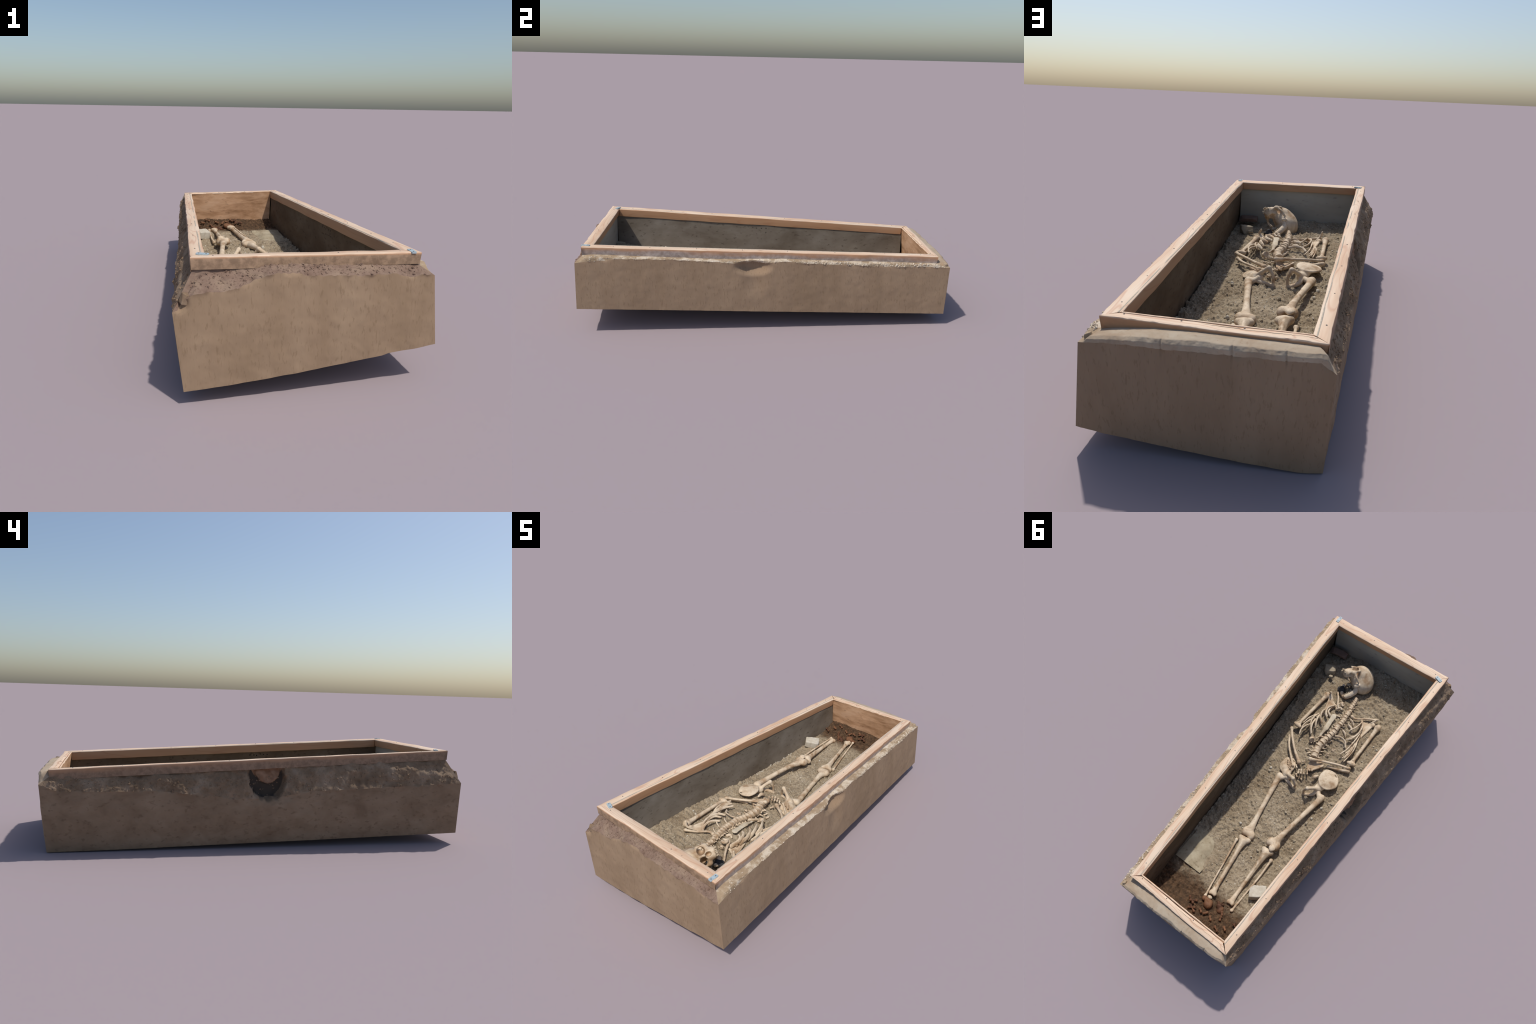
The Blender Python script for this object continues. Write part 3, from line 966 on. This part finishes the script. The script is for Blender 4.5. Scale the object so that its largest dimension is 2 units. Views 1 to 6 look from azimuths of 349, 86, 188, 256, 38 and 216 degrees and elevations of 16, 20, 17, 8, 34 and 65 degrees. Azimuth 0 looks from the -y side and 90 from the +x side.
def femur(troch, knee_l, knee_m, neck, shaft_z, lift=0.0):
    kc = (knee_l + knee_m) / 2
    d = kc - troch
    up = A(0, 0, 1)
    pts = [troch, troch + d * .12, troch + d * .45 + up * lift, troch + d * .75 + up * lift, troch + d * .90]
    rad = [.0175, .0160, .0128, .0142, .0195]

    def f(P):
        s = tube(P, pts, rad, .014)
        s = smin(s, ball(P, troch - d * .02 + up * .003, .0165), .008)
        s = smin(s, seg(P, troch + d * .03, neck, .0125, .0125), .012)
        s = smin(s, ball(P, neck, .0195), .006)
        s = smin(s, seg(P, knee_l - d * .03, knee_m - d * .03, .0150, .0150), .020)
        con = seg(P, knee_l, knee_m, .0190, .0190)
        con = smin(con, ellipsoid(P, knee_l + d * .012 - up * .004, (.014, .018, .017)), .010)
        con = smin(con, ellipsoid(P, knee_m + d * .012 - up * .004, (.014, .018, .017)), .010)
        s = smin(s, con, .012)
        notch = seg(P, kc + d * .065, kc + d * .040 - up * .02, .0085, .0085)
        return smax(s, -notch, .006)
    lo, hi = bounds([troch, knee_l, knee_m, neck], .034)
    return bone("femur", f, lo, hi, .0026)


femur(A(.103, .006, .168), A(.058, .376, .158), A(.016, .380, .158), A(.060, -.018, .178), .17, .004)
femur(A(-.169, -.018, .184), A(-.134, .354, .186), A(-.092, .350, .188), A(-.118, -.058, .186), .18, .006)


def tibia(prox, dist, wdir, crest=.008):
    d = dist - prox
    up = A(0, 0, 1)
    w = np.asarray(wdir, float); w /= np.linalg.norm(w)
    pts = [prox + d * .05, prox + d * .16, prox + d * .45, prox + d * .80, dist - d * .03]
    rad = [.023, .0155, .0115, .0105, .0150]

    def f(P):
        s = tube(P, pts, rad, .012)
        s = smin(s, seg(P, prox + w * .020, prox - w * .020, .0165, .0165), .012)
        s = smin(s, seg(P, prox + d * .05 + up * .015, prox + d * .34 + up * (.007 + crest * .5), .0065, .0040), .007)
        s = smin(s, seg(P, prox + d * .34 + up * (.007 + crest * .5), prox + d * .70 + up * .007, .0040, .0035), .006)
        s = smin(s, seg(P, dist + w * .010, dist - w * .010, .0125, .012), .008)
        cup = ellipsoid(P, dist + d * .045, (.012, .010, .010))
        s = smax(s, -cup, .004)
        flat = (P - (prox - d * .028)) @ (-d / np.linalg.norm(d))
        return smax(s, flat, .004)
    lo, hi = bounds([prox, dist], .045)
    return bone("tibia", f, lo, hi, .0026)


tibia(A(.034, .412, .160), A(-.018, .744, .176), (1, .12, 0))
tibia(A(-.110, .395, .176), A(-.120, .726, .166), (1, .05, -.1), .012)


def thin_bone(name, pts, radii, ends=(.010, .009), res=.0022, mat=BONE, flat=None, k=.006):
    pts = [np.asarray(p, float) for p in pts]

    def f(P):
        s = tube(P, pts, radii, k, flat)
        if ends:
            s = smin(s, ball(P, pts[0], ends[0]), .006)
            s = smin(s, ball(P, pts[-1], ends[1]), .006)
        return s
    lo, hi = bounds(pts, max(max(radii), max(ends) if ends else 0) + .004)
    return bone(name, f, lo, hi, res, mat)


thin_bone("fibula", [(.068, .440, .154), (.045, .56, .160), (.022, .69, .166), (.006, .776, .170)], [.0065, .0050, .0048, .0058], (.0095, .0085))
thin_bone("fibula", [(-.155, .424, .164), (-.157, .54, .160), (-.153, .66, .160), (-.149, .752, .160)], [.0068, .0052, .0050, .0060], (.0105, .0090))
bone("patella", lambda P: smin(ellipsoid(P, (-.124, .374, .203), (.0185, .0175, .0100)), ellipsoid(P, (-.124, .386, .201), (.008, .010, .007)), .006), (-.146, .352, .188), (-.102, .40, .218), .0020)


def long_arm(name, a, b, w, r=(.018, .0105, .0100, .011), headr=.0195):
    a, b = np.asarray(a, float), np.asarray(b, float)
    d = b - a
    w = np.asarray(w, float); w /= np.linalg.norm(w)
    pts = [a + d * .04, a + d * .16, a + d * .5, a + d * .85, b]
    rad = [.0165, .0118, r[1], .0098, .010]

    def f(P):
        s = tube(P, pts, rad, .010)
        s = smin(s, ball(P, a, headr), .008)
        s = smin(s, ellipsoid(P, b - d * .03, (.012, .016, .007)), .010)
        s = smin(s, seg(P, b + w * .018, b - w * .018, .0088, .0098), .010)
        pit = ball(P, b - d * .045 + A(0, 0, .012), .0075)
        return smax(s, -pit, .004)
    lo, hi = bounds([a, b], .038)
    return bone(name, f, lo, hi, .0024)


long_arm("humerus", (-.190, -.567, .224), (-.190, -.286, .212), (1, .15, 0))
long_arm("humerus", (.182, -.592, .200), (.207, -.318, .198), (1, -.1, 0))
thin_bone("radius", [(-.196, -.256, .208), (-.13, -.232, .215), (-.05, -.196, .222), (.010, -.166, .226)], [.0075, .0065, .0070, .0088], (.0095, .0115))
thin_bone("ulna", [(-.200, -.243, .196), (-.15, -.220, .194), (-.092, -.200, .194)], [.0105, .0085, .0080], (.0100, .0080))
thin_bone("radius", [(.220, -.276, .204), (.175, -.222, .208), (.115, -.165, .205), (.056, -.122, .200)], [.0080, .0072, .0075, .0098], (.0105, .0120))
thin_bone("ulna", [(.203, -.232, .192), (.165, -.176, .194), (.115, -.125, .197), (.074, -.085, .198)], [.0068, .0060, .0058, .0060], (.0090, .0085))
# clavicles: s-curves
thin_bone("clavicle", spline([(-.028, -.540, .226), (-.058, -.541, .226), (-.106, -.580, .224), (-.158, -.606, .224)], 9), [.0085, .0070, .0058, .0055, .0055, .0055, .0060, .0065, .0070], (.009, .007))
thin_bone("clavicle", spline([(.138, -.642, .206), (.124, -.620, .216), (.104, -.590, .222), (.073, -.533, .222)], 9), [.0070, .0062, .0058, .0055, .0055, .0058, .0062, .0070, .0085], (.008, .0095))


def scapula(gl, acr, inf_angle, med, tip, thick=.0030):
    """thin triangular blade: glenoid, lower angle, medial corner; spine rising to an acromion tip"""
    gl, acr, ia, med, tip = (np.asarray(v, float) for v in (gl, acr, inf_angle, med, tip))
    nrm = np.cross(ia - gl, med - gl); nrm /= np.linalg.norm(nrm)
    cen = (gl + ia + med) / 3

    def f(P):
        d = np.abs((P - cen) @ nrm + .0035 * np.cos(np.linalg.norm(P - cen, axis=1) * 40)) - thick
        for p, q in ((gl, ia), (ia, med), (med, gl)):
            e = np.cross(q - p, nrm); e /= np.linalg.norm(e)
            if (cen - p) @ e > 0:
                e = -e
            d = smax(d, (P - p) @ e, .006)
        s = smin(d, seg(P, gl, ia, .0062, .0045), .006)
        s = smin(s, seg(P, med, ia, .0030, .0035), .004)
        s = smin(s, ellipsoid(P, gl, (.0125, .0155, .0135)), .006)
        s = smin(s, tube(P, [gl * .6 + med * .4, acr, tip], [.0035, .0062, .0048], .006), .005)
        return s
    lo, hi = bounds([gl, acr, ia, med, tip], .022)
    return bone("scapula", f, lo, hi, .0022)


scapula((-.158, -.570, .216), (-.160, -.592, .238), (-.140, -.462, .206), (-.095, -.560, .208), (-.170, -.588, .264))
scapula((.160, -.592, .208), (.168, -.602, .226), (.122, -.458, .206), (.092, -.560, .206), (.158, -.592, .252))

# sternum and the stray plate below it
def sternum(P):
    a, b, c = A(.056, -.468, .242), A(.052, -.385, .231), A(.054, -.318, .213)
    fl = frame(b - a, (1, 0, 0))
    d = seg(P, a, a + (b - a) * .35, .0165, .0125, (fl[2], 3.6))
    d = smin(d, seg(P, a + (b - a) * .35, b, .0125, .0155, (fl[2], 3.6)), .006)
    d = smin(d, seg(P, b, c, .0120, .0045, (fl[2], 2.2)), .008)
    return d


bone("sternum", sternum, (.03, -.49, .195), (.08, -.305, .26), .0020, BONE_PALE)

# --- spine -------------------------------------------------------------
def vertebra_mesh(name, seed, proc):
    def f(P):
        rad = np.sqrt(P[:, 0] ** 2 + (P[:, 2] * 1.12) ** 2)
        waist = .018 - .0022 * np.cos(np.clip(P[:, 1] / .0105, -1, 1) * np.pi / 2) ** 1.2
        d = np.maximum(rad - waist, np.abs(P[:, 1]) - .0100)
        d = d * .8 - .0008
        s = d
        for sx in (-1, 1):
            s = smin(s, tube(P, [A(sx * .010, 0, -.012), A(sx * .019, -.002, -.016), A(sx * (.027 + proc), .003, -.013)], [.0050, .0042, .0032], .003), .004)
            s = smin(s, seg(P, A(sx * .013, .004, -.016), A(sx * .013, .014, -.018), .0048, .0040), .004)
        s = smin(s, seg(P, A(0, .002, -.018), A(0, .010, -.034), .0045, .0035), .004)
        return s
    V, F = surface_nets(f, (-.045, -.024, -.045), (.045, .028, .026), .0018)
    V += fbm(V, 120, 3, seed=seed)[:, None] * .0006
    me = bpy.data.meshes.new(name)
    me.from_pydata([tuple(v) for v in V], [], [tuple(int(i) for i in q) for q in F])
    me.materials.append(BONE)
    me.polygons.foreach_set("use_smooth", [True] * len(me.polygons))
    return me


VM = [vertebra_mesh("vertebra", s, p) for s, p in ((1, .006), (2, .002), (3, .0))]
path = spline([(.003, -.190, .214), (.014, -.232, .214), (.022, -.262, .214), (.013, -.314, .216), (.006, -.362, .220), (-.001, -.402, .226),
               (-.003, -.450, .230), (-.001, -.495, .230), (.001, -.542, .226), (.009, -.588, .222), (.015, -.640, .222), (.020, -.672, .226)], 400)
arc = np.concatenate([[0], np.cumsum(np.linalg.norm(np.diff(path, axis=0), axis=1))])
rv = np.random.default_rng(4)
pos, k = .010, 0
plan = [(.0245, 1.15)] * 5 + [(.0200, .98)] * 6 + [(.0175, .86)] * 6 + [(.0150, .70)] * 4 + [(.0135, .62)] * 3
for step, sc in plan:
    if pos > arc[-1]:
        break
    c = np.array([np.interp(pos, arc, path[:, i]) for i in range(3)]) + A(0, 0, .009)
    e = min(pos + .01, arc[-1])
    tan = np.array([np.interp(e, arc, path[:, i]) for i in range(3)]) - np.array([np.interp(e - .02, arc, path[:, i]) for i in range(3)])
    tan /= np.linalg.norm(tan)
    ob = bpy.data.objects.new("vertebra", VM[(0 if k < 5 else 1) if k < 16 else 2])
    bpy.context.scene.collection.objects.link(ob)
    ob.parent = SKEL; ob.matrix_parent_inverse = SKEL.matrix_world.inverted()
    yaw = math.atan2(tan[0], -tan[1])
    disturb = .45 if 5 <= k <= 7 else .13
    ob.location = Vector(c) + Vector(rv.normal(size=3) * A(.0018, .001, .0015))
    ob.rotation_euler = (rv.normal() * .10, rv.normal() * .18, yaw + math.pi + rv.normal() * disturb)
    ob.scale = (sc * (1 + .04 * rv.normal()), step / .0232, sc)
    pos += step + .0012
    k += 1
# loose vertebral bodies and fragments off the line
for (x, y, z, s, rz, rx) in ((.081, -.284, .208, .85, .9, .5), (.070, -.583, .222, .55, .5, .2), (-.055, -.305, .198, .5, 1.2, 1.2), (-.045, -.262, .198, .45, .2, .8)):
    ob = bpy.data.objects.new("vertebra", VM[2])
    bpy.context.scene.collection.objects.link(ob)
    ob.parent = SKEL; ob.matrix_parent_inverse = SKEL.matrix_world.inverted()
    ob.location, ob.rotation_euler, ob.scale = (x, y, z), (rx, .3, rz), (s, s, s)

# --- ribs: flattened bent bars --------------------------------------------
RIBS = [
    # person's right (+x)
    [(.100, -.545, .205), (.118, -.500, .222), (.108, -.462, .226), (.090, -.446, .222)],
    [(.120, -.500, .205), (.131, -.462, .222), (.118, -.420, .228), (.092, -.397, .222)],
    [(.128, -.450, .205), (.131, -.415, .220), (.118, -.375, .224), (.103, -.350, .216)],
    [(.138, -.395, .202), (.132, -.355, .216), (.118, -.325, .218), (.104, -.306, .212)],
    [(.150, -.400, .204), (.165, -.360, .210), (.172, -.325, .208), (.166, -.300, .203)],
    [(.140, -.365, .202), (.158, -.330, .207), (.166, -.295, .205), (.158, -.268, .201)],
    [(.055, -.562, .222), (.072, -.568, .228), (.080, -.552, .226), (.070, -.538, .220)],
    [(.048, -.540, .216), (.060, -.545, .222), (.068, -.530, .220)],
    [(.112, -.520, .203), (.104, -.482, .216), (.082, -.468, .212)],
    # person's left (-x)
    [(-.094, -.548, .210), (-.096, -.520, .224), (-.088, -.482, .226), (-.068, -.450, .216)],
    [(-.086, -.553, .208), (-.113, -.518, .222), (-.122, -.462, .226), (-.108, -.412, .220), (-.084, -.392, .212)],
    [(-.118, -.510, .206), (-.128, -.458, .220), (-.130, -.405, .220), (-.124, -.345, .212), (-.108, -.298, .204)],
    [(-.136, -.430, .204), (-.152, -.385, .214), (-.158, -.345, .212), (-.154, -.300, .206), (-.150, -.272, .202)],
    [(-.132, -.410, .203), (-.145, -.365, .209), (-.148, -.325, .208), (-.140, -.290, .203)],
    [(-.124, -.400, .202), (-.138, -.352, .206), (-.140, -.312, .205), (-.130, -.284, .201)],
    [(-.024, -.372, .212), (-.052, -.382, .216), (-.088, -.374, .214), (-.108, -.348, .206)],
    [(-.040, -.480, .210), (-.065, -.470, .214), (-.082, -.452, .208)],
    [(-.036, -.430, .208), (-.056, -.420, .212), (-.070, -.405, .206)],
    [(-.100, -.535, .204), (-.118, -.490, .214), (-.114, -.440, .216), (-.092, -.415, .208)],
    [(-.130, -.470, .202), (-.142, -.420, .210), (-.143, -.370, .210), (-.130, -.320, .202)],
    [(.146, -.445, .200), (.153, -.405, .210), (.146, -.365, .212), (.130, -.338, .204)],
    [(.158, -.430, .196), (.175, -.388, .202), (.184, -.345, .198)],
    [(.030, -.500, .204), (.045, -.492, .210), (.058, -.496, .204)],
    [(.034, -.330, .202), (.050, -.322, .206), (.062, -.300, .200)],
    [(-.030, -.520, .204), (-.050, -.512, .210), (-.064, -.498, .204)],
]
for i, r in enumerate(RIBS):
    pts = spline(np.asarray(r) + A(0, 0, .016), 14)
    n = len(pts)
    w = (.0112 if i in (0, 1, 2, 3, 8) else .0076) * (1 - .25 * np.linspace(0, 1, n))
    mid = pts[n // 2] - (pts[0] + pts[-1]) / 2
    ax = np.cross(pts[-1] - pts[0], A(0, 0, 1)); ax /= np.linalg.norm(ax)
    ax = ax * .85 + A(0, 0, .5); ax /= np.linalg.norm(ax)
    thin_bone("rib", pts, list(w), None, .0019, BONE, (ax, 2.3 if i in (0, 1, 2, 3, 8) else 1.9), .003)

# --- pelvis ---------------------------------------------------------------
def hip_bone(ac, crest, lat, post, pub, isch_x, hole_c, ring_l, blade_c, blade_r, blade_n):
    ac, crest, lat, post, pub, hole_c, ring_l, bc = (np.asarray(v, float) for v in (ac, crest, lat, post, pub, hole_c, ring_l, blade_c))
    bn = np.asarray(blade_n, float); bn /= np.linalg.norm(bn)
    fr = frame(np.cross(bn, A(0, 1, 0)), A(0, 1, 0))         # rows: across, along, normal

    def f(P):
        q = (P - bc) @ fr.T
        rr = np.sqrt((q[:, 0] / blade_r[0]) ** 2 + (q[:, 1] / blade_r[1]) ** 2)
        th = np.arctan2(q[:, 1] / blade_r[1], q[:, 0] / blade_r[0])
        rr = rr / (1 + .09 * np.sin(2 * th + .6) + .08 * np.sin(3 * th + 2.0) + .025 * np.sin(7 * th))
        dish = q[:, 2] - .012 * (rr ** 2) * 1.0 + .004
        blade = smax(np.abs(dish) - .0035, (rr - 1) * min(blade_r), .006)
        ang = np.arctan2(q[:, 1], q[:, 0])
        rim_pt_ = np.stack([np.cos(ang) * blade_r[0], np.sin(ang) * blade_r[1], np.full_like(ang, .008)], 1) * .96
        rim = np.linalg.norm(q - rim_pt_, axis=1) - .0042
        s = smin(blade, rim, .006)
        s = smin(s, seg(P, bc * .6 + ac * .4, ac, .030, .022, (fr[2], 2.0)), .014)
        s = smin(s, ball(P, ac, .022), .010)
        s = smin(s, tube(P, [ac, (ac + pub) / 2 + A(0, 0, .004), pub], [.014, .0095, .0105], .010), .008)
        s = smin(s, tube(P, [pub, ring_l, ring_l * A(1, 1, 0) + A(0, .004, .160)], [.0095, .0062, .0068], .006), .006)
        s = smin(s, tube(P, [ac, hole_c * A(1, 1, 0) + (ac - hole_c) * A(.8, .5, 0) + A(0, .010, .172), ring_l * A(1, 1, 0) + A(0, .006, .158)], [.014, .0105, .0085], .008), .008)
        return s
    lo, hi = bounds([ac, crest, lat, post, pub, hole_c, ring_l, bc + A(.06, .06, .02), bc - A(.06, .06, .02), ring_l * A(1, 1, 0) + A(0, .01, .150)], .020)
    return bone("hip_bone", f, lo, hi, .0024)


hip_bone((-.122, -.058, .188), (-.135, -.184, .228), (-.192, -.149, .213), (-.09, -.13, .20), (-.083, -.006, .234), 0, (-.092, .0, .212), (-.068, .004, .200),
         (-.145, -.124, .220), (.054, .058), (-.10, .10, 1))
hip_bone((.076, -.030, .180), (.137, -.09, .20), (.146, -.048, .177), (.09, -.12, .19), (.016, -.007, .234), 0, (.026, .0, .212), (-.005, .004, .200),
         (.106, -.080, .182), (.042, .050), (.25, .25, 1))


def sacrum(P):
    c = A(-.022, -.158, .198)
    M = frame((.25, 1, -.05), (1, -.25, 0))
    q = (P - c) @ M.T                                         # along, across, up
    w = np.interp(q[:, 0], [-.045, -.03, 0, .05], [.040, .046, .034, .012])
    d = np.maximum(np.abs(q[:, 1]) - w, np.abs(q[:, 0] - .002) - .046)
    top = np.abs(q[:, 2] - .010 * np.cos(q[:, 1] * 55) + .25 * np.maximum(q[:, 0], 0)) - .009
    s = smax(d, top, .008)
    for k in range(3):
        for sx in (-1, 1):
            s = smax(s, -ball(P, c + M.T @ A(-.018 + .018 * k, sx * (.020 - .004 * k), .016 - .004 * k), .0055), .003)
    s = smin(s, ellipsoid(P, c + M.T @ A(-.040, 0, .010), (.020, .012, .012)), .006)
    s = smin(s, seg(P, c + M.T @ A(-.030, -.038, .012), c + M.T @ A(-.012, -.044, .022), .008, .006), .008)
    return s


bone("sacrum", sacrum, (-.085, -.225, .165), (.045, -.09, .245), .0024)
thin_bone("bone_fragment", [(-.078, -.118, .195), (-.070, -.100, .205), (-.062, -.088, .196)], [.006, .010, .005], None)

# --- hands ------------------------------------------------------------------
HAND = [((.018, -.092, .200), (.006, -.070, .204)), ((.005, -.100, .200), (-.008, -.078, .204)), ((-.010, -.110, .200), (-.024, -.088, .203)),
        ((.030, -.085, .196), (.022, -.064, .198)), ((.115, -.098, .196), (.094, -.090, .202)), ((.108, -.088, .196), (.087, -.080, .202)),
        ((.101, -.078, .196), (.080, -.071, .202)), ((.088, -.066, .196), (.074, -.060, .200)), ((.060, -.098, .196), (.048, -.088, .199)),
        ((-.020, -.128, .206), (-.034, -.120, .206)), ((.045, -.215, .186), (.052, -.205, .190)), ((.035, -.150, .190), (.044, -.140, .194)), ((.070, -.230, .186), (.076, -.222, .190)),
        ((.030, -.060, .180), (.018, -.050, .182)), ((.004, -.056, .176), (-.012, -.052, .178))]
for a, b_ in HAND:
    thin_bone("hand_bone", [a, (A(*a) + A(*b_)) / 2, b_], [.0040, .0030, .0036], (.0048, .0045), .0016)

# --- feet: stained, half buried ------------------------------------------------
def heel(c, r, M=None):
    c = A(*c)

    def f(P):
        s = ellipsoid(P, c, r)
        s = smin(s, ellipsoid(P, c + A(.016, -.012, .006), (.016, .013, .012)), .006)
        s = smax(s, -seg(P, c + A(-.03, -.006, .026), c + A(.03, -.004, .024), .008, .008), .005)
        return s
    bone("foot_bone", f, c - .042, c + .042, .0022, BONE_RED)


heel((-.034, .800, .172), (.024, .026, .020))
heel((-.100, .786, .160), (.017, .021, .014))
bone("foot_bone", lambda P: ellipsoid(P, (.002, .786, .170), (.013, .016, .012)), (-.014, .768, .155), (.018, .804, .184), .002, BONE_RED)
bone("foot_bone", lambda P: ellipsoid(P, (-.018, .768, .168), (.014, .010, .012)), (-.034, .756, .153), (-.002, .780, .182), .002, BONE)
FEET = [((.062, .826, .184), (.030, .842, .188)), ((.050, .838, .186), (.022, .822, .184)), ((.026, .860, .192), (-.004, .872, .198)), ((.030, .872, .196), (.006, .856, .194)),
        ((-.138, .868, .196), (-.160, .878, .202)), ((-.128, .812, .172), (-.134, .826, .178)), ((-.070, .762, .162), (-.096, .757, .162)), ((-.205, .802, .176), (-.228, .812, .182)),
        ((-.085, .845, .186), (-.098, .855, .190)), ((-.060, .836, .182), (-.050, .850, .188)), ((-.175, .842, .186), (-.188, .850, .190)), ((-.115, .790, .166), (-.125, .800, .168)), ((-.020, .845, .186), (-.034, .852, .19))]
for a, b_ in FEET:
    thin_bone("foot_bone", [a, (A(*a) + A(*b_)) / 2, b_], [.0046, .0034, .0040], (.0066, .0060), .0018, BONE_RED)

# --- skull ----------------------------------------------------------------------
SC = A(.054, -.773, .262)
FWD, DWN = A(.505, -.528, .68), A(.65, .68, .35)
SM = frame(FWD, DWN)
if SM[2] @ A(-.647, .265, .687) < 0:
    SM[2] = -SM[2]


def skull(P):
    q = (P - SC) @ SM.T                                        # forward, down, lateral
    qs = q.copy(); qs[:, 2] = np.abs(q[:, 2])
    B = lambda c, r: ellipsoid(qs, c, r)
    s = ellipsoid(q, (-.008, -.004, 0), (.082, .066, .060))
    s = smin(s, B((.040, .012, 0), (.045, .046, .050)), .02)
    s = smin(s, B((-.030, .012, .018), (.045, .045, .040)), .02)
    s = smin(s, B((.066, .040, .020), (.017, .012, .026)), .012)
    s = smin(s, B((.012, .056, 0), (.055, .022, .030)), .015)
    s = smin(s, B((.054, .086, .006), (.028, .036, .029)), .012)
    s = smin(s, B((.056, .113, .004), (.025, .013, .025)), .006)
    s = smin(s, seg(qs, A(.078, .046, .0), A(.086, .070, 0), .0085, .0065), .006)
    s = smin(s, B((.056, .080, .040), (.016, .016, .014)), .008)
    s = smin(s, tube(qs, [A(.056, .076, .044), A(.025, .072, .058), A(-.005, .062, .054)], [.0085, .0060, .0065], .004), .006)
    s = smin(s, seg(qs, A(.062, .070, .046), A(.062, .044, .046), .0058, .0062), .006)
    s = smin(s, B((-.022, .066, .044), (.012, .018, .010)), .008)
    orb = B((.078, .060, .0250), (.046, .0185, .0192))
    s = smax(s, -orb, .004)
    s = smax(s, -B((.088, .088, 0), (.034, .0155, .0118)), .003)
    s = smax(s, -B((.030, .095, .036), (.026, .020, .013)), .006)   # hollow behind the cheek
    s = smax(s, -B((.010, .098, 0), (.034, .018, .022)), .008)      # palate / throat
    s = smax(s, -B((-.006, .066, .062), (.0055, .0055, .020)), .003)
    return s


bone("skull", skull, SC - .135, SC + .150, .0022, BONE, .0008)
# teeth of the upper jaw
for i in range(9):
    an = math.radians(-80 + 20 * i)
    loc = A(.060 + .021 * math.cos(an), .126, .021 * math.sin(an) + .0)
    if i in (2, 6):
        continue
    w = SC + SM.T @ loc
    bone("tooth", lambda P, w=w: ellipsoid((P - w) @ SM.T, (0, 0, 0), (.0040, .0065, .0038)), w - .008, w + .008, .0014, BONE_PALE, .0002, pad=.002)


def mandible(P):
    ax = A(.45, -.1, -.2); ax = A(.62, .30, -.72); ax /= np.linalg.norm(ax)
    cor, ang, chin = A(.064, -.690, .286), A(.040, -.700, .262), A(.082, -.632, .222)
    body = tube(P, [A(.050, -.694, .272), A(.046, -.684, .256), A(.060, -.656, .238), chin], [.0170, .0175, .0160, .0150], .006, (A(.62, .62, -.48) / 1.0005, 2.0))
    s = smin(body, tube(P, [A(.052, -.693, .268), A(.062, -.694, .282), A(.070, -.698, .290)], [.0100, .0070, .0030], .006, (A(.2, .9, -.1), 1.5)), .006)
    s = smin(s, tube(P, [A(.046, -.696, .268), A(.042, -.708, .284)], [.0090, .0060], .006), .006)
    s = smin(s, tube(P, [chin, A(.106, -.640, .212), A(.128, -.668, .210), A(.134, -.694, .224)], [.0115, .0110, .0110, .0090], .006), .006)
    return s


bone("mandible", mandible, (.02, -.725, .19), (.155, -.61, .305), .0021)
for i in range(5):
    p = A(.066, -.672, .252) * (1 - i / 4) + A(.090, -.640, .236) * (i / 4)
    bone("tooth", lambda P, w=p: ellipsoid(P, w, (.0038, .0042, .0060)), p - .008, p + .008, .0014, BONE_PALE, .0002, pad=.002)

# =============================================================== hardware
def bracket(c, d, w=.0085, l=.024):
    c = np.asarray(c, float); d = np.asarray(d, float); d /= np.linalg.norm(d)
    s = A(-d[1], d[0], 0)
    V, F = [], []
    for h in (-.003, .0022):
        for a, b_ in ((-1, -.8), (-.8, -1), (.8, -1), (1, -.8), (1, .8), (.8, 1), (-.8, 1), (-1, .8)):
            p = c + d * l * a + s * w * b_
            V.append(p + A(0, 0, h))
    F.append(tuple(range(8, 16)))
    for i in range(8):
        j = (i + 1) % 8
        F.append((i, j, 8 + j, 8 + i))
    ob = new_object("metal_bracket", V, F, STEEL, BOX, smooth=False)
    for e in (-.6, .6):
        screw(c + d * l * e + A(0, 0, .0024), .0028, ob)
    return ob


def screw_mesh():
    V, F, k = [], [], 14
    for r, h in ((1.0, -.6), (1.0, .0), (.72, .28), (.35, .30), (.30, .05)):
        for i in range(k):
            V.append((r * math.cos(6.2832 * i / k), r * math.sin(6.2832 * i / k), h))
    for ring in range(4):
        for i in range(k):
            j = (i + 1) % k
            F.append((ring * k + i, ring * k + j, ring * k + k + j, ring * k + k + i))
    F.append(tuple(range(4 * k, 5 * k)))
    me = bpy.data.meshes.new("screw")
    me.from_pydata(V, [], F)
    me.materials.append(SCREW)
    return me


SCM = screw_mesh()


def screw(p, r, parent=None):
    ob = bpy.data.objects.new("screw", SCM)
    bpy.context.scene.collection.objects.link(ob)
    ob.parent = parent or BOX
    ob.location = p
    ob.scale = (r, r, r)


bracket((.348, -.922, .4560), (.06, 1, 0), .009, .021)
bracket((-.336, -.896, .4635), (.9, -.35, 0), .009, .020)
for (a, b_, f, ts) in (("H-", "F-", .62, (.06, .19, .33, .47, .58, .71, .84, .955)), ("F+", "H+", .5, (.04, .15, .30, .44, .57, .70, .83, .93)),
                       ("H+", "H-", .55, (.06, .27, .36, .62, .93)), ("F-", "F+", .35, (.06, .35, .66, .95))):
    for t in ts:
        p = rim_pt(a, f) * (1 - t) + rim_pt(b_, f) * t
        screw(p + A(0, 0, .0005), .0026)
